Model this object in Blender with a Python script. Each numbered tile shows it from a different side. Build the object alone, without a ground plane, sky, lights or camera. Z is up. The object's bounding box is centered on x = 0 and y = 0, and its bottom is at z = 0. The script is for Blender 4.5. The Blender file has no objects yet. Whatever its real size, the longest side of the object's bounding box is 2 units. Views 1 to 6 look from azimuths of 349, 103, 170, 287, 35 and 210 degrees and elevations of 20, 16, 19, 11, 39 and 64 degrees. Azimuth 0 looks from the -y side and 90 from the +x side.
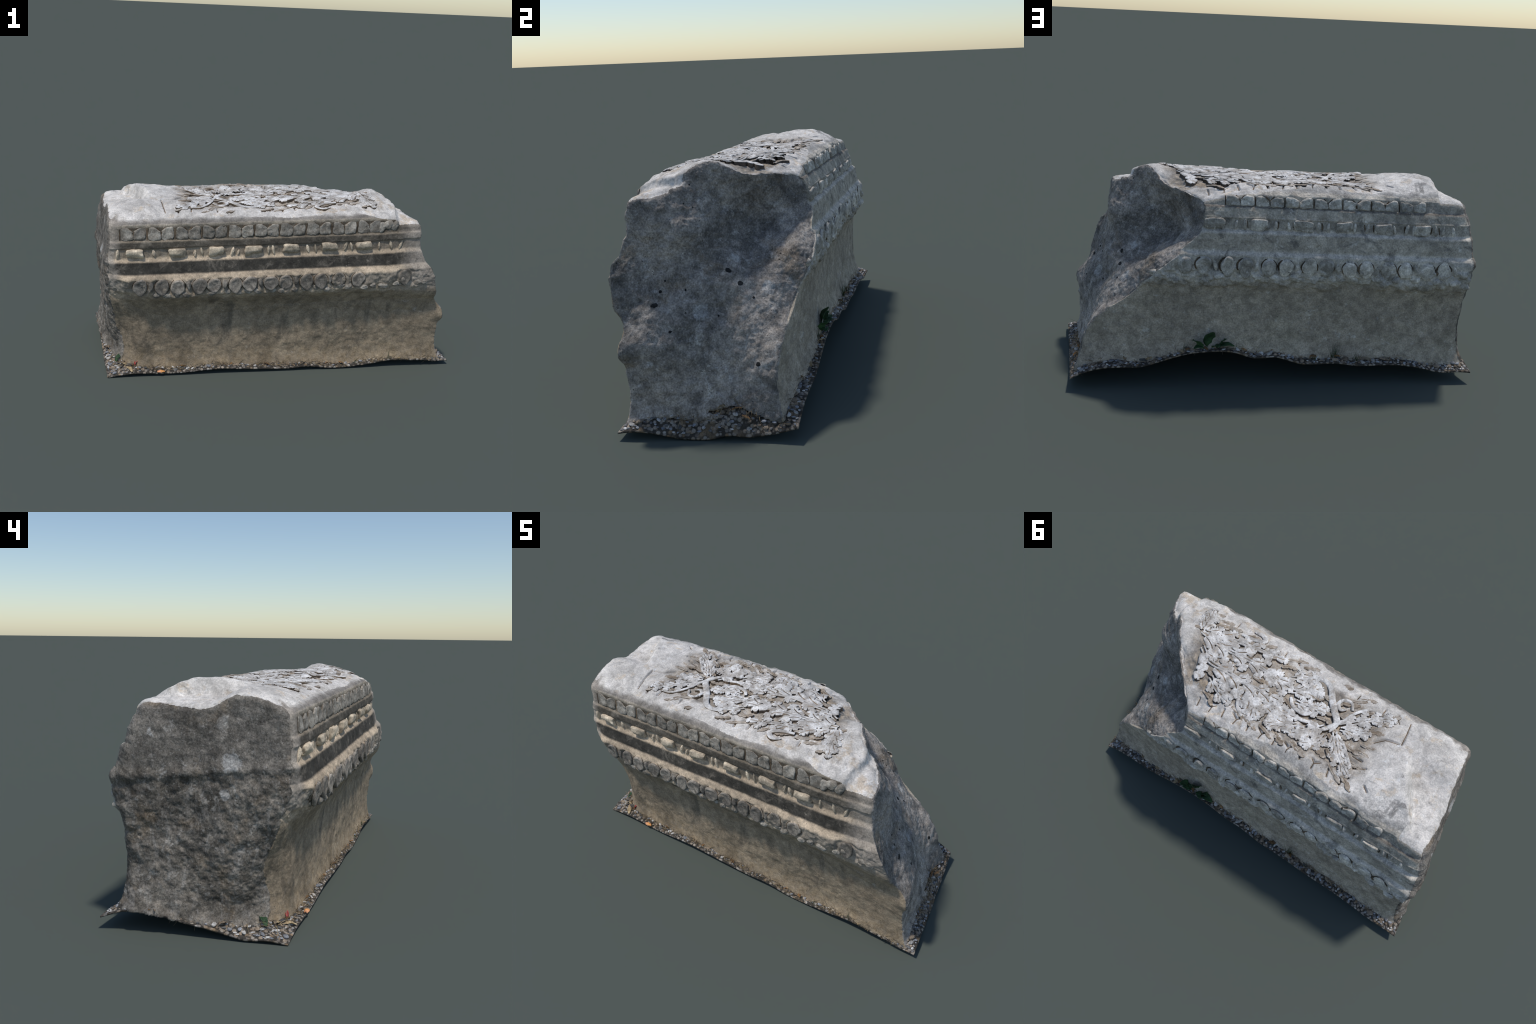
import bpy, bmesh, math, random
import numpy as np
from mathutils import Vector, Matrix

random.seed(11)
RNG = np.random.default_rng(11)

# ------------------------------------------------------------------ helpers
def smoothstep(a, b, t):
    t = np.clip((t - a) / (b - a), 0.0, 1.0)
    return t * t * (3.0 - 2.0 * t)

def smax(a, b, k):
    """smooth maximum (rounds the edge where two faces of the block meet)"""
    h = np.clip(0.5 + 0.5 * (a - b) / k, 0.0, 1.0)
    return b + (a - b) * h + k * h * (1.0 - h)

class Sheet:
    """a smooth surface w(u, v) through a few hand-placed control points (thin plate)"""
    def __init__(self, pts, ur, vr, soft=2e-4, res=260):
        p = np.array(pts, float)
        uv, w = p[:, :2], p[:, 2]
        n = len(p)
        d = np.linalg.norm(uv[:, None] - uv[None], axis=2)
        A = np.zeros((n + 3, n + 3))
        A[:n, :n] = self.k(d) + soft * np.eye(n)
        A[:n, n] = 1.0
        A[:n, n + 1:] = uv
        A[n:, :n] = A[:n, n:].T
        c = np.linalg.solve(A, np.concatenate([w, np.zeros(3)]))
        self.ur, self.vr = ur, vr
        nu = res
        nv = max(8, int(res * (vr[1] - vr[0]) / (ur[1] - ur[0])))
        U, V = np.meshgrid(np.linspace(*ur, nu), np.linspace(*vr, nv), indexing="ij")
        q = np.stack([U.ravel(), V.ravel()], 1)
        out = np.empty(len(q))
        for s in range(0, len(q), 20000):
            qq = q[s:s + 20000]
            out[s:s + 20000] = self.k(np.linalg.norm(qq[:, None] - uv[None], axis=2)) @ c[:n] + c[n] + qq @ c[n + 1:]
        self.g = out.reshape(nu, nv)

    @staticmethod
    def k(r):
        return np.where(r > 1e-9, r * r * np.log(np.maximum(r, 1e-9)), 0.0)

    def __call__(self, u, v):
        g = self.g
        a = np.clip((u - self.ur[0]) / (self.ur[1] - self.ur[0]), 0, 1) * (g.shape[0] - 1)
        b = np.clip((v - self.vr[0]) / (self.vr[1] - self.vr[0]), 0, 1) * (g.shape[1] - 1)
        i = np.minimum(a.astype(int), g.shape[0] - 2)
        j = np.minimum(b.astype(int), g.shape[1] - 2)
        a = a - i
        b = b - j
        return (g[i, j] * (1 - a) + g[i + 1, j] * a) * (1 - b) + (g[i, j + 1] * (1 - a) + g[i + 1, j + 1] * a) * b

_perm = np.random.default_rng(5).permutation(4096)
_val = np.random.default_rng(6).random(4096) * 2 - 1

def vnoise(P, freq, seed=0):
    """smooth 3D value noise, -1..1"""
    q = P * freq + seed * 17.31
    i = np.floor(q).astype(np.int64)
    f = q - i
    f = f * f * f * (f * (f * 6 - 15) + 10)
    def h(dx, dy, dz):
        a = _perm[(i[:, 0] + dx) & 4095]
        a = _perm[(a + i[:, 1] + dy) & 4095]
        return _val[_perm[(a + i[:, 2] + dz) & 4095]]
    x, y, z = f.T
    def lx(dy, dz):
        return h(0, dy, dz) * (1 - x) + h(1, dy, dz) * x
    return (lx(0, 0) * (1 - y) + lx(1, 0) * y) * (1 - z) + (lx(0, 1) * (1 - y) + lx(1, 1) * y) * z

def fbm(P, freq, octaves=4, gain=0.5, seed=0):
    out, a = 0.0, 1.0
    for o in range(octaves):
        out = out + a * vnoise(P, freq * 2 ** o, seed + o)
        a *= gain
    return out

# ------------------------------------------------------------------ the ground skirt the block stands on
CORNER = {"fl": (-0.906, -0.301), "fr": (1.0, -0.347), "br": (0.912, 0.320), "bl": (-0.997, 0.416)}
SOIL = Sheet([
    # along the front edge
    (-0.907, -0.301, 0.003), (-0.657, -0.307, 0.017), (-0.502, -0.311, 0.017), (-0.206, -0.318, 0.027), (0.098, -0.325, 0.019),
    (0.293, -0.330, 0.012), (0.568, -0.337, 0.030), (0.788, -0.342, 0.039), (0.912, -0.345, 0.028), (0.997, -0.347, 0.028),
    # right edge
    (0.981, -0.203, 0.027), (0.970, -0.122, 0.011), (0.954, 0.0, 0.009), (0.938, 0.121, 0.019), (0.922, 0.242, 0.036), (0.912, 0.318, 0.057),
    # back edge
    (0.587, 0.336, 0.115), (0.465, 0.342, 0.153), (0.360, 0.348, 0.181), (0.237, 0.354, 0.189), (0.148, 0.358, 0.178), (0.076, 0.362, 0.152),
    (-0.032, 0.367, 0.155), (-0.151, 0.373, 0.118), (-0.327, 0.382, 0.117), (-0.421, 0.387, 0.103), (-0.590, 0.396, 0.105),
    (-0.754, 0.404, 0.081), (-0.863, 0.409, 0.058), (-1.0, 0.416, 0.054),
    # left edge
    (-0.916, -0.222, 0.014), (-0.928, -0.130, 0.010), (-0.936, -0.068, 0.025), (-0.952, 0.058, 0.051), (-0.970, 0.201, 0.084), (-0.983, 0.306, 0.089),
    # where the stone meets the gravel
    (-0.697, -0.245, 0.048), (-0.3, -0.26, 0.058), (0.2, -0.28, 0.058), (0.6, -0.30, 0.068), (0.899, -0.315, 0.055),
    (0.90, -0.18, 0.085), (0.90, -0.05, 0.075), (0.895, 0.08, 0.10), (0.87, 0.22, 0.085),
    (0.526, 0.26, 0.150), (0.30, 0.27, 0.175), (0.085, 0.28, 0.165), (-0.157, 0.29, 0.137), (-0.446, 0.30, 0.118), (-0.64, 0.31, 0.12),
    (-0.80, 0.31, 0.085), (-0.92, 0.32, 0.10), (-0.92, 0.19, 0.09), (-0.91, 0.02, 0.06), (-0.90, -0.10, 0.035),
], (-1.05, 1.05), (-0.45, 0.45), soft=1e-5)

# ------------------------------------------------------------------ the stone, as six faces
TILT, YAW, YAWB = 0.031, -0.043, -0.043      # the courses climb and turn slightly along x

FRONT_H = [0.00, 0.05, 0.20, 0.33, 0.44, 0.560]
FRONT_W = [-0.270, -0.273, -0.290, -0.296, -0.308, -0.318]
BAND_H = [0.40, 0.470, 0.500, 0.530, 0.565, 0.592, 0.598, 0.615, 0.620, 0.680, 0.684, 0.694, 0.700, 0.745, 0.750, 0.754, 0.782, 0.787, 0.791, 0.800, 0.858, 0.868, 0.880, 0.90, 0.94, 1.0]
BAND_Y = [-0.33, -0.368, -0.381, -0.387, -0.389, -0.388, -0.386, -0.372, -0.366, -0.356, -0.353, -0.345, -0.342, -0.342, -0.345, -0.349, -0.345, -0.342, -0.337, -0.335, -0.331, -0.331, -0.322, -0.295, -0.22, -0.10]
LIP_X = [-1.0, -0.90, -0.84, -0.80, -0.713, -0.64, -0.552, -0.40, -0.194, 0.0, 0.168, 0.315, 0.45, 0.64, 0.817, 1.0]
LIP_Z = [0.60, 0.600, 0.590, 0.572, 0.509, 0.485, 0.475, 0.487, 0.501, 0.496, 0.498, 0.512, 0.495, 0.487, 0.478, 0.47]

BACK_H = [0.00, 0.18, 0.37, 0.45, 0.56]
BACK_W = [0.004, 0.002, 0.0, 0.004, 0.006]
WALLB_X = [-0.97, -0.5, 0.0, 0.4, 0.65, 0.8, 0.92]
WALLB_Y = [0.340, 0.318, 0.300, 0.293, 0.268, 0.243, 0.225]
BANDB_H = [0.40, 0.47, 0.514, 0.56, 0.62, 0.640, 0.646, 0.655, 0.735, 0.741, 0.748, 0.797, 0.802, 0.807, 0.842, 0.847, 0.852, 0.895, 0.902, 0.912, 0.93, 0.97, 1.02]
BANDB_Y = [0.31, 0.325, 0.337, 0.344, 0.345, 0.340, 0.334, 0.322, 0.308, 0.303, 0.288, 0.284, 0.286, 0.282, 0.270, 0.266, 0.258, 0.249, 0.246, 0.235, 0.20, 0.12, 0.0]
LIPB_X = [-1.0, -0.895, -0.68, -0.52, -0.464, -0.38, -0.28, -0.198, -0.11, -0.02, 0.10, 0.27, 0.43, 0.53, 0.70, 1.0]
LIPB_Z = [0.478, 0.478, 0.486, 0.492, 0.522, 0.540, 0.53, 0.515, 0.536, 0.516, 0.520, 0.515, 0.526, 0.539, 0.54, 0.54]
_chip = np.random.default_rng(3).normal(0, 1, (2, 120))
_chip = (_chip + 0.5 * np.roll(_chip, 1, 1)) * 0.0045
CHIP_X = np.linspace(-1.05, 1.05, 120)

def front_y(x, z):
    h = z - TILT * x
    wall = np.interp(h, FRONT_H, FRONT_W)
    # left bottom corner falls back, a broken knob stands out at the right
    wall = wall + 0.075 * smoothstep(-0.70, -0.92, x) * (1 - smoothstep(0.25, 0.5, h))
    wall = wall - 0.020 * np.exp(-((x - 0.93) / 0.085) ** 2 - ((z - 0.318) / 0.055) ** 2)
    wall = wall + 0.02 * smoothstep(0.70, 0.9, x) * np.exp(-((z - 0.40) / 0.05) ** 2)
    band = np.interp(h, BAND_H, BAND_Y)
    lip = np.interp(x, LIP_X, LIP_Z) + np.interp(x, CHIP_X, _chip[0]) - TILT * x
    m = np.clip((h - lip + 0.140) / 0.145, 0, 1) ** 0.85
    y = wall + (band - wall) * m
    y = y + 0.022 * smoothstep(-0.76, -0.90, x) * smoothstep(0.45, 0.6, h) * (1 - smoothstep(0.62, 0.70, h))
    y = y + 0.022 * smoothstep(0.48, 0.80, x) * smoothstep(0.42, 0.5, h)      # worn back towards the break
    return y + YAW * x

def back_y(x, z):
    h = z - TILT * x
    wall = np.interp(x, WALLB_X, WALLB_Y) + np.interp(h, BACK_H, BACK_W)
    band = np.interp(h, BANDB_H, BANDB_Y)
    lip = np.interp(x, LIPB_X, LIPB_Z) + np.interp(x, CHIP_X, _chip[1]) - TILT * x
    m = np.clip((h - lip + 0.090) / 0.098, 0, 1) ** 1.3
    y = wall + (band + YAWB * x - wall) * m
    return y

LEFT = Sheet([
    (0.0, 0.90, -0.898), (0.0, 0.80, -0.910), (0.0, 0.645, -0.925), (0.0, 0.42, -0.930), (0.0, 0.24, -0.922), (0.0, 0.05, -0.893),
    (0.28, 0.867, -0.915), (0.30, 0.703, -0.948), (0.30, 0.60, -0.950), (0.30, 0.484, -0.955), (0.30, 0.27, -0.940), (0.30, 0.14, -0.940), (0.30, 0.0, -0.94),
    (0.40, 0.5, -0.955), (0.40, 0.85, -0.92), (0.40, 0.1, -0.94),
    (-0.28, 0.896, -0.880), (-0.28, 0.844, -0.882), (-0.28, 0.769, -0.888), (-0.28, 0.634, -0.895), (-0.28, 0.509, -0.895), (-0.28, 0.444, -0.885),
    (-0.24, 0.34, -0.868), (-0.22, 0.246, -0.848), (-0.20, 0.16, -0.828), (-0.22, 0.05, -0.815), (-0.42, 0.8, -0.875), (-0.42, 0.5, -0.84), (-0.42, 0.1, -0.77),
    (0.16, 0.9, -0.910), (0.16, 0.6, -0.940), (0.16, 0.39, -0.932), (-0.12, 0.82, -0.895), (-0.12, 0.57, -0.922), (-0.11, 0.40, -0.917), (-0.12, 0.22, -0.890), (-0.11, 0.12, -0.855), (0.12, 0.31, -0.940),
], (-0.5, 0.5), (-0.1, 1.1))

RIGHT = Sheet([
    (-0.31, 0.86, 0.735), (-0.33, 0.77, 0.745), (-0.34, 0.69, 0.755), (-0.36, 0.53, 0.822), (-0.33, 0.43, 0.858), (-0.32, 0.325, 0.938), (-0.32, 0.26, 0.920), (-0.30, 0.12, 0.915), (-0.30, 0.0, 0.92),
    (-0.228, 0.472, 0.837), (-0.214, 0.515, 0.811), (-0.201, 0.552, 0.786), (-0.20, 0.70, 0.755), (-0.22, 0.79, 0.735), (-0.2, 0.90, 0.67), (-0.115, 0.735, 0.735), (-0.168, 0.80, 0.71), (-0.11, 0.655, 0.72),
    (-0.10, 0.95, 0.565), (-0.073, 0.98, 0.547), (-0.07, 0.83, 0.59), (-0.015, 0.775, 0.525), (-0.055, 0.70, 0.655), (0.018, 0.57, 0.673), (0.068, 0.522, 0.676),
    (0.0, 0.43, 0.765), (0.0, 0.33, 0.825), (0.0, 0.22, 0.855), (0.0, 0.08, 0.880), (0.0, -0.05, 0.89),
    (0.041, 0.92, 0.465), (0.113, 0.91, 0.404), (0.218, 0.88, 0.321), (0.271, 0.749, 0.323), (0.20, 0.76, 0.365), (0.12, 0.79, 0.405), (0.06, 0.70, 0.455), (0.09, 0.655, 0.468), (0.19, 0.66, 0.445),
    (0.256, 0.645, 0.485), (0.187, 0.585, 0.562), (0.13, 0.57, 0.585), (0.227, 0.498, 0.630), (0.225, 0.414, 0.713), (0.225, 0.353, 0.768), (0.225, 0.302, 0.815), (0.22, 0.18, 0.86), (0.218, 0.05, 0.87),
    (0.275, 0.45, 0.632), (0.32, 0.50, 0.575), (0.32, 0.645, 0.43), (0.34, 0.35, 0.72), (0.34, 0.1, 0.86), (0.35, 0.8, 0.29), (0.3, 0.9, 0.28),
    (0.10, 0.35, 0.795), (0.10, 0.2, 0.845), (0.10, 0.44, 0.735), (0.17, 0.35, 0.775), (-0.15, 0.36, 0.880), (-0.15, 0.2, 0.892), (-0.15, 0.45, 0.84),
    (-0.42, 0.8, 0.75), (-0.42, 0.55, 0.86), (-0.42, 0.3, 0.94), (-0.1, 1.05, 0.5), (-0.3, 1.0, 0.70),
], (-0.5, 0.5), (-0.1, 1.1))

TOP = Sheet([
    (-0.318, -0.054, 0.914), (-0.608, -0.095, 0.921), (-0.601, -0.236, 0.895), (-0.53, -0.194, 0.908), (-0.329, 0.183, 0.926), (-0.191, 0.176, 0.937),
    (0.447, -0.089, 0.956), (-0.562, 0.156, 0.929), (-0.421, 0.047, 0.912), (-0.749, -0.196, 0.908), (-0.69, 0.04, 0.952), (-0.671, -0.027, 0.940),
    (-0.87, -0.024, 0.925), (-0.79, -0.02, 0.928), (-0.80, 0.06, 0.940), (-0.83, 0.15, 0.937), (-0.74, 0.16, 0.948), (-0.72, 0.25, 0.933), (-0.92, 0.21, 0.925), (-0.90, 0.0, 0.915), (-0.89, -0.11, 0.908), (-0.89, -0.187, 0.896), (-0.88, -0.25, 0.878), (-0.93, 0.27, 0.918),
    (0.547, -0.073, 0.968), (0.465, 0.041, 0.912), (0.404, 0.113, 0.90), (0.321, 0.218, 0.880), (0.608, -0.32, 0.887), (0.737, -0.308, 0.884), (0.600, -0.197, 0.926), (0.66, -0.25, 0.910),
    (0.0, 0.2, 0.925), (0.2, 0.2, 0.910), (-0.09, 0.05, 0.915), (0.07, -0.143, 0.922), (0.155, 0.02, 0.942), (0.16, -0.05, 0.940), (0.21, -0.138, 0.936), (0.28, -0.10, 0.938), (0.2, 0.1, 0.938), (0.05, -0.25, 0.905), (-0.11, -0.25, 0.905), (0.065, 0.105, 0.938), (0.385, -0.305, 0.915), (0.25, -0.28, 0.915), (0.36, 0.03, 0.930),
    (0.50, -0.27, 0.922), (-0.3, -0.25, 0.897), (-0.24, 0.12, 0.928), (-0.47, 0.12, 0.922), (0.45, -0.25, 0.925),
    (0.8, -0.2, 0.82), (0.8, 0.1, 0.82), (0.5, 0.25, 0.86), (-1.0, 0.0, 0.87), (-1.0, 0.3, 0.86), (-0.5, 0.4, 0.86), (0.0, 0.4, 0.86), (0.0, -0.4, 0.86), (-0.6, -0.4, 0.84), (0.5, -0.42, 0.86),
], (-1.1, 1.1), (-0.5, 0.5))

def top_z(x, y):
    # a flake has split off the top along a crack at the left end
    crack = np.interp(y, [-0.06, 0.015, 0.137, 0.20, 0.26, 0.32], [-0.655, -0.690, -0.752, -0.788, -0.770, -0.745])
    step = 0.056 * smoothstep(-0.11, 0.02, y) * smoothstep(-0.012, 0.045, crack - x)
    # and a shelf is broken out at the front right corner
    shelf = np.interp(y, [-0.36, -0.20, -0.10], [0.592, 0.620, 0.600])
    step = step + 0.030 * smoothstep(0.0, 0.03, x - shelf) * (1 - smoothstep(-0.16, -0.11, y))
    return TOP(x, y) - step

def SCOOP(y, z):
    """hollow broken out of the right end below an overhanging rim"""
    return 0.026 * np.exp(-((y - 0.055) / 0.06) ** 2 - ((z - 0.71) / 0.075) ** 2) + 0.008 * np.exp(-((y - 0.15) / 0.08) ** 2 - ((z - 0.79) / 0.05) ** 2) - 0.014 * np.exp(-((y - 0.12) / 0.14) ** 2 - ((z - 0.905) / 0.022) ** 2)

def body_f(P):
    x, y, z = P.T
    ff = front_y(x, z) - y
    fb = y - back_y(x, z)
    fl = LEFT(y, z) - x - 0.010 * np.exp(-((z - 0.63 + 0.10 * y) / 0.022) ** 2) - 0.010 * smoothstep(0.0, 0.25, y)
    fr = x - RIGHT(y, z) + SCOOP(y, z)
    ft = z - top_z(x, y)
    f = smax(ff, fb, 0.012)
    f = smax(f, fl, 0.050)
    f = smax(f, fr, 0.016)
    f = smax(f, ft, 0.022)
    soil = SOIL(x, y)
    f = f - 0.030 * np.exp(-np.maximum(z - soil, 0.0) / 0.045)      # the foot flares into the gravel
    return np.maximum(f, (soil - 0.012) - z)

# ------------------------------------------------------------------ skin: rays from an inner box through the surface
def cast_skin(nx, ny, nz):
    """grid on a box, each node pulled along its ray onto the stone; returns verts, quads, side of each quad"""
    inner = np.array([[-0.78, -0.16, 0.30], [0.25, 0.16, 0.78]])
    outer = np.array([[-1.16, -0.56, -0.12], [1.16, 0.56, 1.16]])
    n = (nx, ny, nz)
    quads, sides, nodes = [], [], []
    for axis in range(3):
        a, b = [(1, 2), (2, 0), (0, 1)][axis]
        for end in (0, 1):
            I, J = np.meshgrid(np.arange(n[a] + 1), np.arange(n[b] + 1), indexing="ij")
            c = np.zeros(I.shape + (3,), np.int64)
            c[..., axis] = n[axis] * end
            c[..., a], c[..., b] = I, J
            key = (c[..., 0] * 4000 + c[..., 1]) * 4000 + c[..., 2]
            q = np.stack([key[:-1, :-1], key[1:, :-1], key[1:, 1:], key[:-1, 1:]], -1).reshape(-1, 4)
            quads.append(q if end else q[:, ::-1])
            sides.append(np.full(len(q), axis * 2 + end))
            nodes.append(key.ravel())
    keys, inv = np.unique(np.concatenate(nodes), return_inverse=True)
    quads = np.searchsorted(keys, np.concatenate(quads))
    sides = np.concatenate(sides)
    t = np.stack([keys // 16000000 / nx, keys // 4000 % 4000 / ny, keys % 4000 / nz], 1)
    A = inner[0] + t * (inner[1] - inner[0])
    B = outer[0] + t * (outer[1] - outer[0])
    # first coarse march (outermost crossing), then bisection
    lo, hi = np.zeros(len(A)), np.ones(len(A))
    found = np.zeros(len(A), bool)
    for s in np.linspace(1.0, 0.0, 26)[1:]:
        inside = body_f(A + (B - A) * s) < 0
        newly = inside & ~found
        lo[newly] = s
        hi[newly] = s + 0.04
        found |= newly
    for _ in range(11):
        mid = 0.5 * (lo + hi)
        inside = body_f(A + (B - A) * mid[:, None]) < 0
        lo = np.where(inside, mid, lo)
        hi = np.where(inside, hi, mid)
    return A + (B - A) * (0.5 * (lo + hi))[:, None], quads, sides

# ------------------------------------------------------------------ materials
class Nodes:
    def __init__(self, name, rough=0.92):
        self.mat = bpy.data.materials.new(name)
        self.mat.use_nodes = True
        self.t = self.mat.node_tree
        self.b = self.t.nodes["Principled BSDF"]
        self.b.inputs["Roughness"].default_value = rough
        self.b.inputs["Specular IOR Level"].default_value = 0.25
        self.co = self.t.nodes.new("ShaderNodeTexCoord").outputs["Object"]

    def put(self, sock, v):
        if isinstance(v, bpy.types.NodeSocket):
            self.t.links.new(v, sock)
        elif isinstance(v, tuple) and len(v) == 3 and sock.type == "RGBA":
            sock.default_value = v + (1.0,)
        else:
            sock.default_value = v

    def math(self, op, a, b=0.0, clamp=False):
        n = self.t.nodes.new("ShaderNodeMath")
        n.operation, n.use_clamp = op, clamp
        self.put(n.inputs[0], a)
        self.put(n.inputs[1], b)
        return n.outputs[0]

    def noise(self, scale, detail=4.0, rough=0.55, distort=0.0, co=None):
        n = self.t.nodes.new("ShaderNodeTexNoise")
        self.put(n.inputs["Vector"], co or self.co)
        n.inputs["Scale"].default_value = scale
        n.inputs["Detail"].default_value = detail
        n.inputs["Roughness"].default_value = rough
        n.inputs["Distortion"].default_value = distort
        return n.outputs["Fac"]

    def cells(self, scale, what="Distance", co=None, feature="F1"):
        n = self.t.nodes.new("ShaderNodeTexVoronoi")
        n.feature = feature
        self.put(n.inputs["Vector"], co or self.co)
        n.inputs["Scale"].default_value = scale
        return n.outputs[what]

    def stretch(self, scale, rot=(0, 0, 0)):
        n = self.t.nodes.new("ShaderNodeMapping")
        self.put(n.inputs["Vector"], self.co)
        n.inputs["Scale"].default_value = scale
        n.inputs["Rotation"].default_value = rot
        return n.outputs[0]

    def step(self, v, lo, hi, out=(0.0, 1.0)):
        n = self.t.nodes.new("ShaderNodeMapRange")
        n.interpolation_type = "SMOOTHSTEP"
        self.put(n.inputs[0], v)
        n.inputs[1].default_value, n.inputs[2].default_value = lo, hi
        n.inputs[3].default_value, n.inputs[4].default_value = out
        return n.outputs[0]

    def mix(self, fac, a, b, mode="MIX"):
        n = self.t.nodes.new("ShaderNodeMix")
        n.data_type, n.blend_type = "RGBA", mode
        self.put(n.inputs[0], fac)
        self.put(n.inputs[6], a)
        self.put(n.inputs[7], b)
        return n.outputs[2]

    def ramp(self, fac, stops, interp="LINEAR"):
        n = self.t.nodes.new("ShaderNodeValToRGB")
        n.color_ramp.interpolation = interp
        e = n.color_ramp.elements
        while len(e) < len(stops):
            e.new(0.5)
        for el, (p, c) in zip(e, stops):
            el.position = p
            el.color = tuple(c) + (1.0,)
        self.put(n.inputs[0], fac)
        return n.outputs[0]

    def xyz(self):
        n = self.t.nodes.new("ShaderNodeSeparateXYZ")
        self.put(n.inputs[0], self.co)
        return n.outputs

    def grain(self, col, amount=1.0, patch=0.35):
        """mottling, grain and pits that every stone surface here shares"""
        big = self.step(self.noise(5.0, 6, 0.6, 0.6), 0.30, 0.72, (1 - patch, 1 + patch * 0.6))
        mid = self.step(self.noise(26.0, 8, 0.65, 0.4), 0.25, 0.75, (1 - 0.34 * amount, 1 + 0.30 * amount))
        fine = self.step(self.noise(150.0, 3, 0.6), 0.2, 0.8, (1 - 0.30 * amount, 1 + 0.28 * amount))
        k = self.math("MULTIPLY", self.math("MULTIPLY", big, mid), fine)
        col = self.mix(1.0, col, self.grey(k), "MULTIPLY")
        pit = self.math("MULTIPLY", self.step(self.cells(85.0), 0.10, 0.22, (1.0, 0.0)), self.step(self.noise(14.0, 3), 0.48, 0.66))
        return self.mix(self.math("MULTIPLY", pit, 0.75 * amount), col, (0.05, 0.045, 0.04))

    def grey(self, v):
        n = self.t.nodes.new("ShaderNodeCombineXYZ")
        for i in range(3):
            self.put(n.inputs[i], v)
        return n.outputs[0]

    def finish(self, col, bump=0.35, dist=0.004):
        self.put(self.b.inputs["Base Color"], col)
        h = self.math("ADD", self.noise(70.0, 6, 0.65), self.math("MULTIPLY", self.noise(260.0, 2), 0.35))
        n = self.t.nodes.new("ShaderNodeBump")
        n.inputs["Strength"].default_value = bump
        n.inputs["Distance"].default_value = dist
        self.put(n.inputs["Height"], h)
        self.put(self.b.inputs["Normal"], n.outputs[0])
        return self.mat

PALE = (0.71, 0.665, 0.61)
CREAM = (0.62, 0.52, 0.40)
TAN = (0.46, 0.355, 0.245)
EARTH = (0.20, 0.145, 0.095)
SOOT = (0.066, 0.060, 0.050)
WALL = (0.345, 0.272, 0.188)
LICHEN = (0.50, 0.27, 0.09)

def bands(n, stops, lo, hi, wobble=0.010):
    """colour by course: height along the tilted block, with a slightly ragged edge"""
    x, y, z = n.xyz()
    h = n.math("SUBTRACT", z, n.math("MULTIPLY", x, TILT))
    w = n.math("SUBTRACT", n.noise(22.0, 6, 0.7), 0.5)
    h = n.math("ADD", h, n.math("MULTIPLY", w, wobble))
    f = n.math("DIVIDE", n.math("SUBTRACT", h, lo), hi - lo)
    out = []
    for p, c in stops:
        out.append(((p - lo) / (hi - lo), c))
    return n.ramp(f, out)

def edges(cols, eps=0.0025):
    """turn [(from, to, colour)] into crisp ramp stops"""
    out = []
    for a, b, c in cols:
        out += [(a + eps, c), (b - eps, c)]
    return out

def mat_top():
    n = Nodes("weathered_pale_limestone")
    x, y, z = n.xyz()
    col = n.mix(n.step(n.noise(7.0, 7, 0.65, 0.8), 0.40, 0.66), PALE, (0.56, 0.525, 0.48))
    col = n.mix(n.step(n.noise(12.0, 8, 0.7, 0.5), 0.55, 0.70), col, CREAM)
    # ground of the carved panel: soil and rust-coloured dirt between the leaves
    w = n.math("MULTIPLY", n.math("SUBTRACT", n.noise(11.0, 5, 0.6, 0.7), 0.5), 0.12)
    xx = n.math("ADD", x, w)
    yy = n.math("ADD", n.math("ADD", y, w), n.math("MULTIPLY", x, 0.045))
    m = n.math("MULTIPLY", n.step(xx, -0.56, -0.46), n.step(xx, 0.50, 0.42))
    m2 = n.math("MULTIPLY", n.step(yy, -0.225, -0.19), n.step(yy, 0.165, 0.135))
    m = n.math("MULTIPLY", m, m2)
    dirt = n.ramp(n.noise(17.0, 6, 0.65, 0.6), [(0.30, (0.13, 0.115, 0.10)), (0.44, (0.26, 0.225, 0.185)), (0.55, (0.38, 0.31, 0.23)), (0.66, (0.47, 0.435, 0.39))])
    col = n.mix(n.math("MULTIPLY", m, 0.82), col, dirt)
    spot = n.math("MULTIPLY", n.step(n.noise(9.0, 5, 0.7), 0.55, 0.66), 0.6)
    col = n.mix(spot, col, (0.52, 0.40, 0.27))
    grime = n.math("MULTIPLY", n.step(n.noise(30.0, 8, 0.75, 0.6), 0.55, 0.66), 0.55)
    col = n.mix(grime, col, (0.27, 0.25, 0.23))
    white = n.math("MULTIPLY", n.step(n.noise(21.0, 8, 0.7, 0.9), 0.57, 0.66), 0.6)
    col = n.mix(white, col, (0.78, 0.77, 0.75))
    return n.finish(n.grain(col, 0.75, 0.18), 0.45, 0.004)

def mat_leaf(name="bleached_marble", light=(0.80, 0.775, 0.74), dim=(0.42, 0.385, 0.345)):
    n = Nodes(name)
    col = n.mix(n.step(n.noise(20.0, 7, 0.65, 0.5), 0.36, 0.62), light, dim)
    col = n.mix(n.step(n.noise(33.0, 6, 0.7), 0.56, 0.72), col, (0.50, 0.40, 0.29))
    return n.finish(n.grain(col, 0.7, 0.15), 0.4, 0.003)

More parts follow.
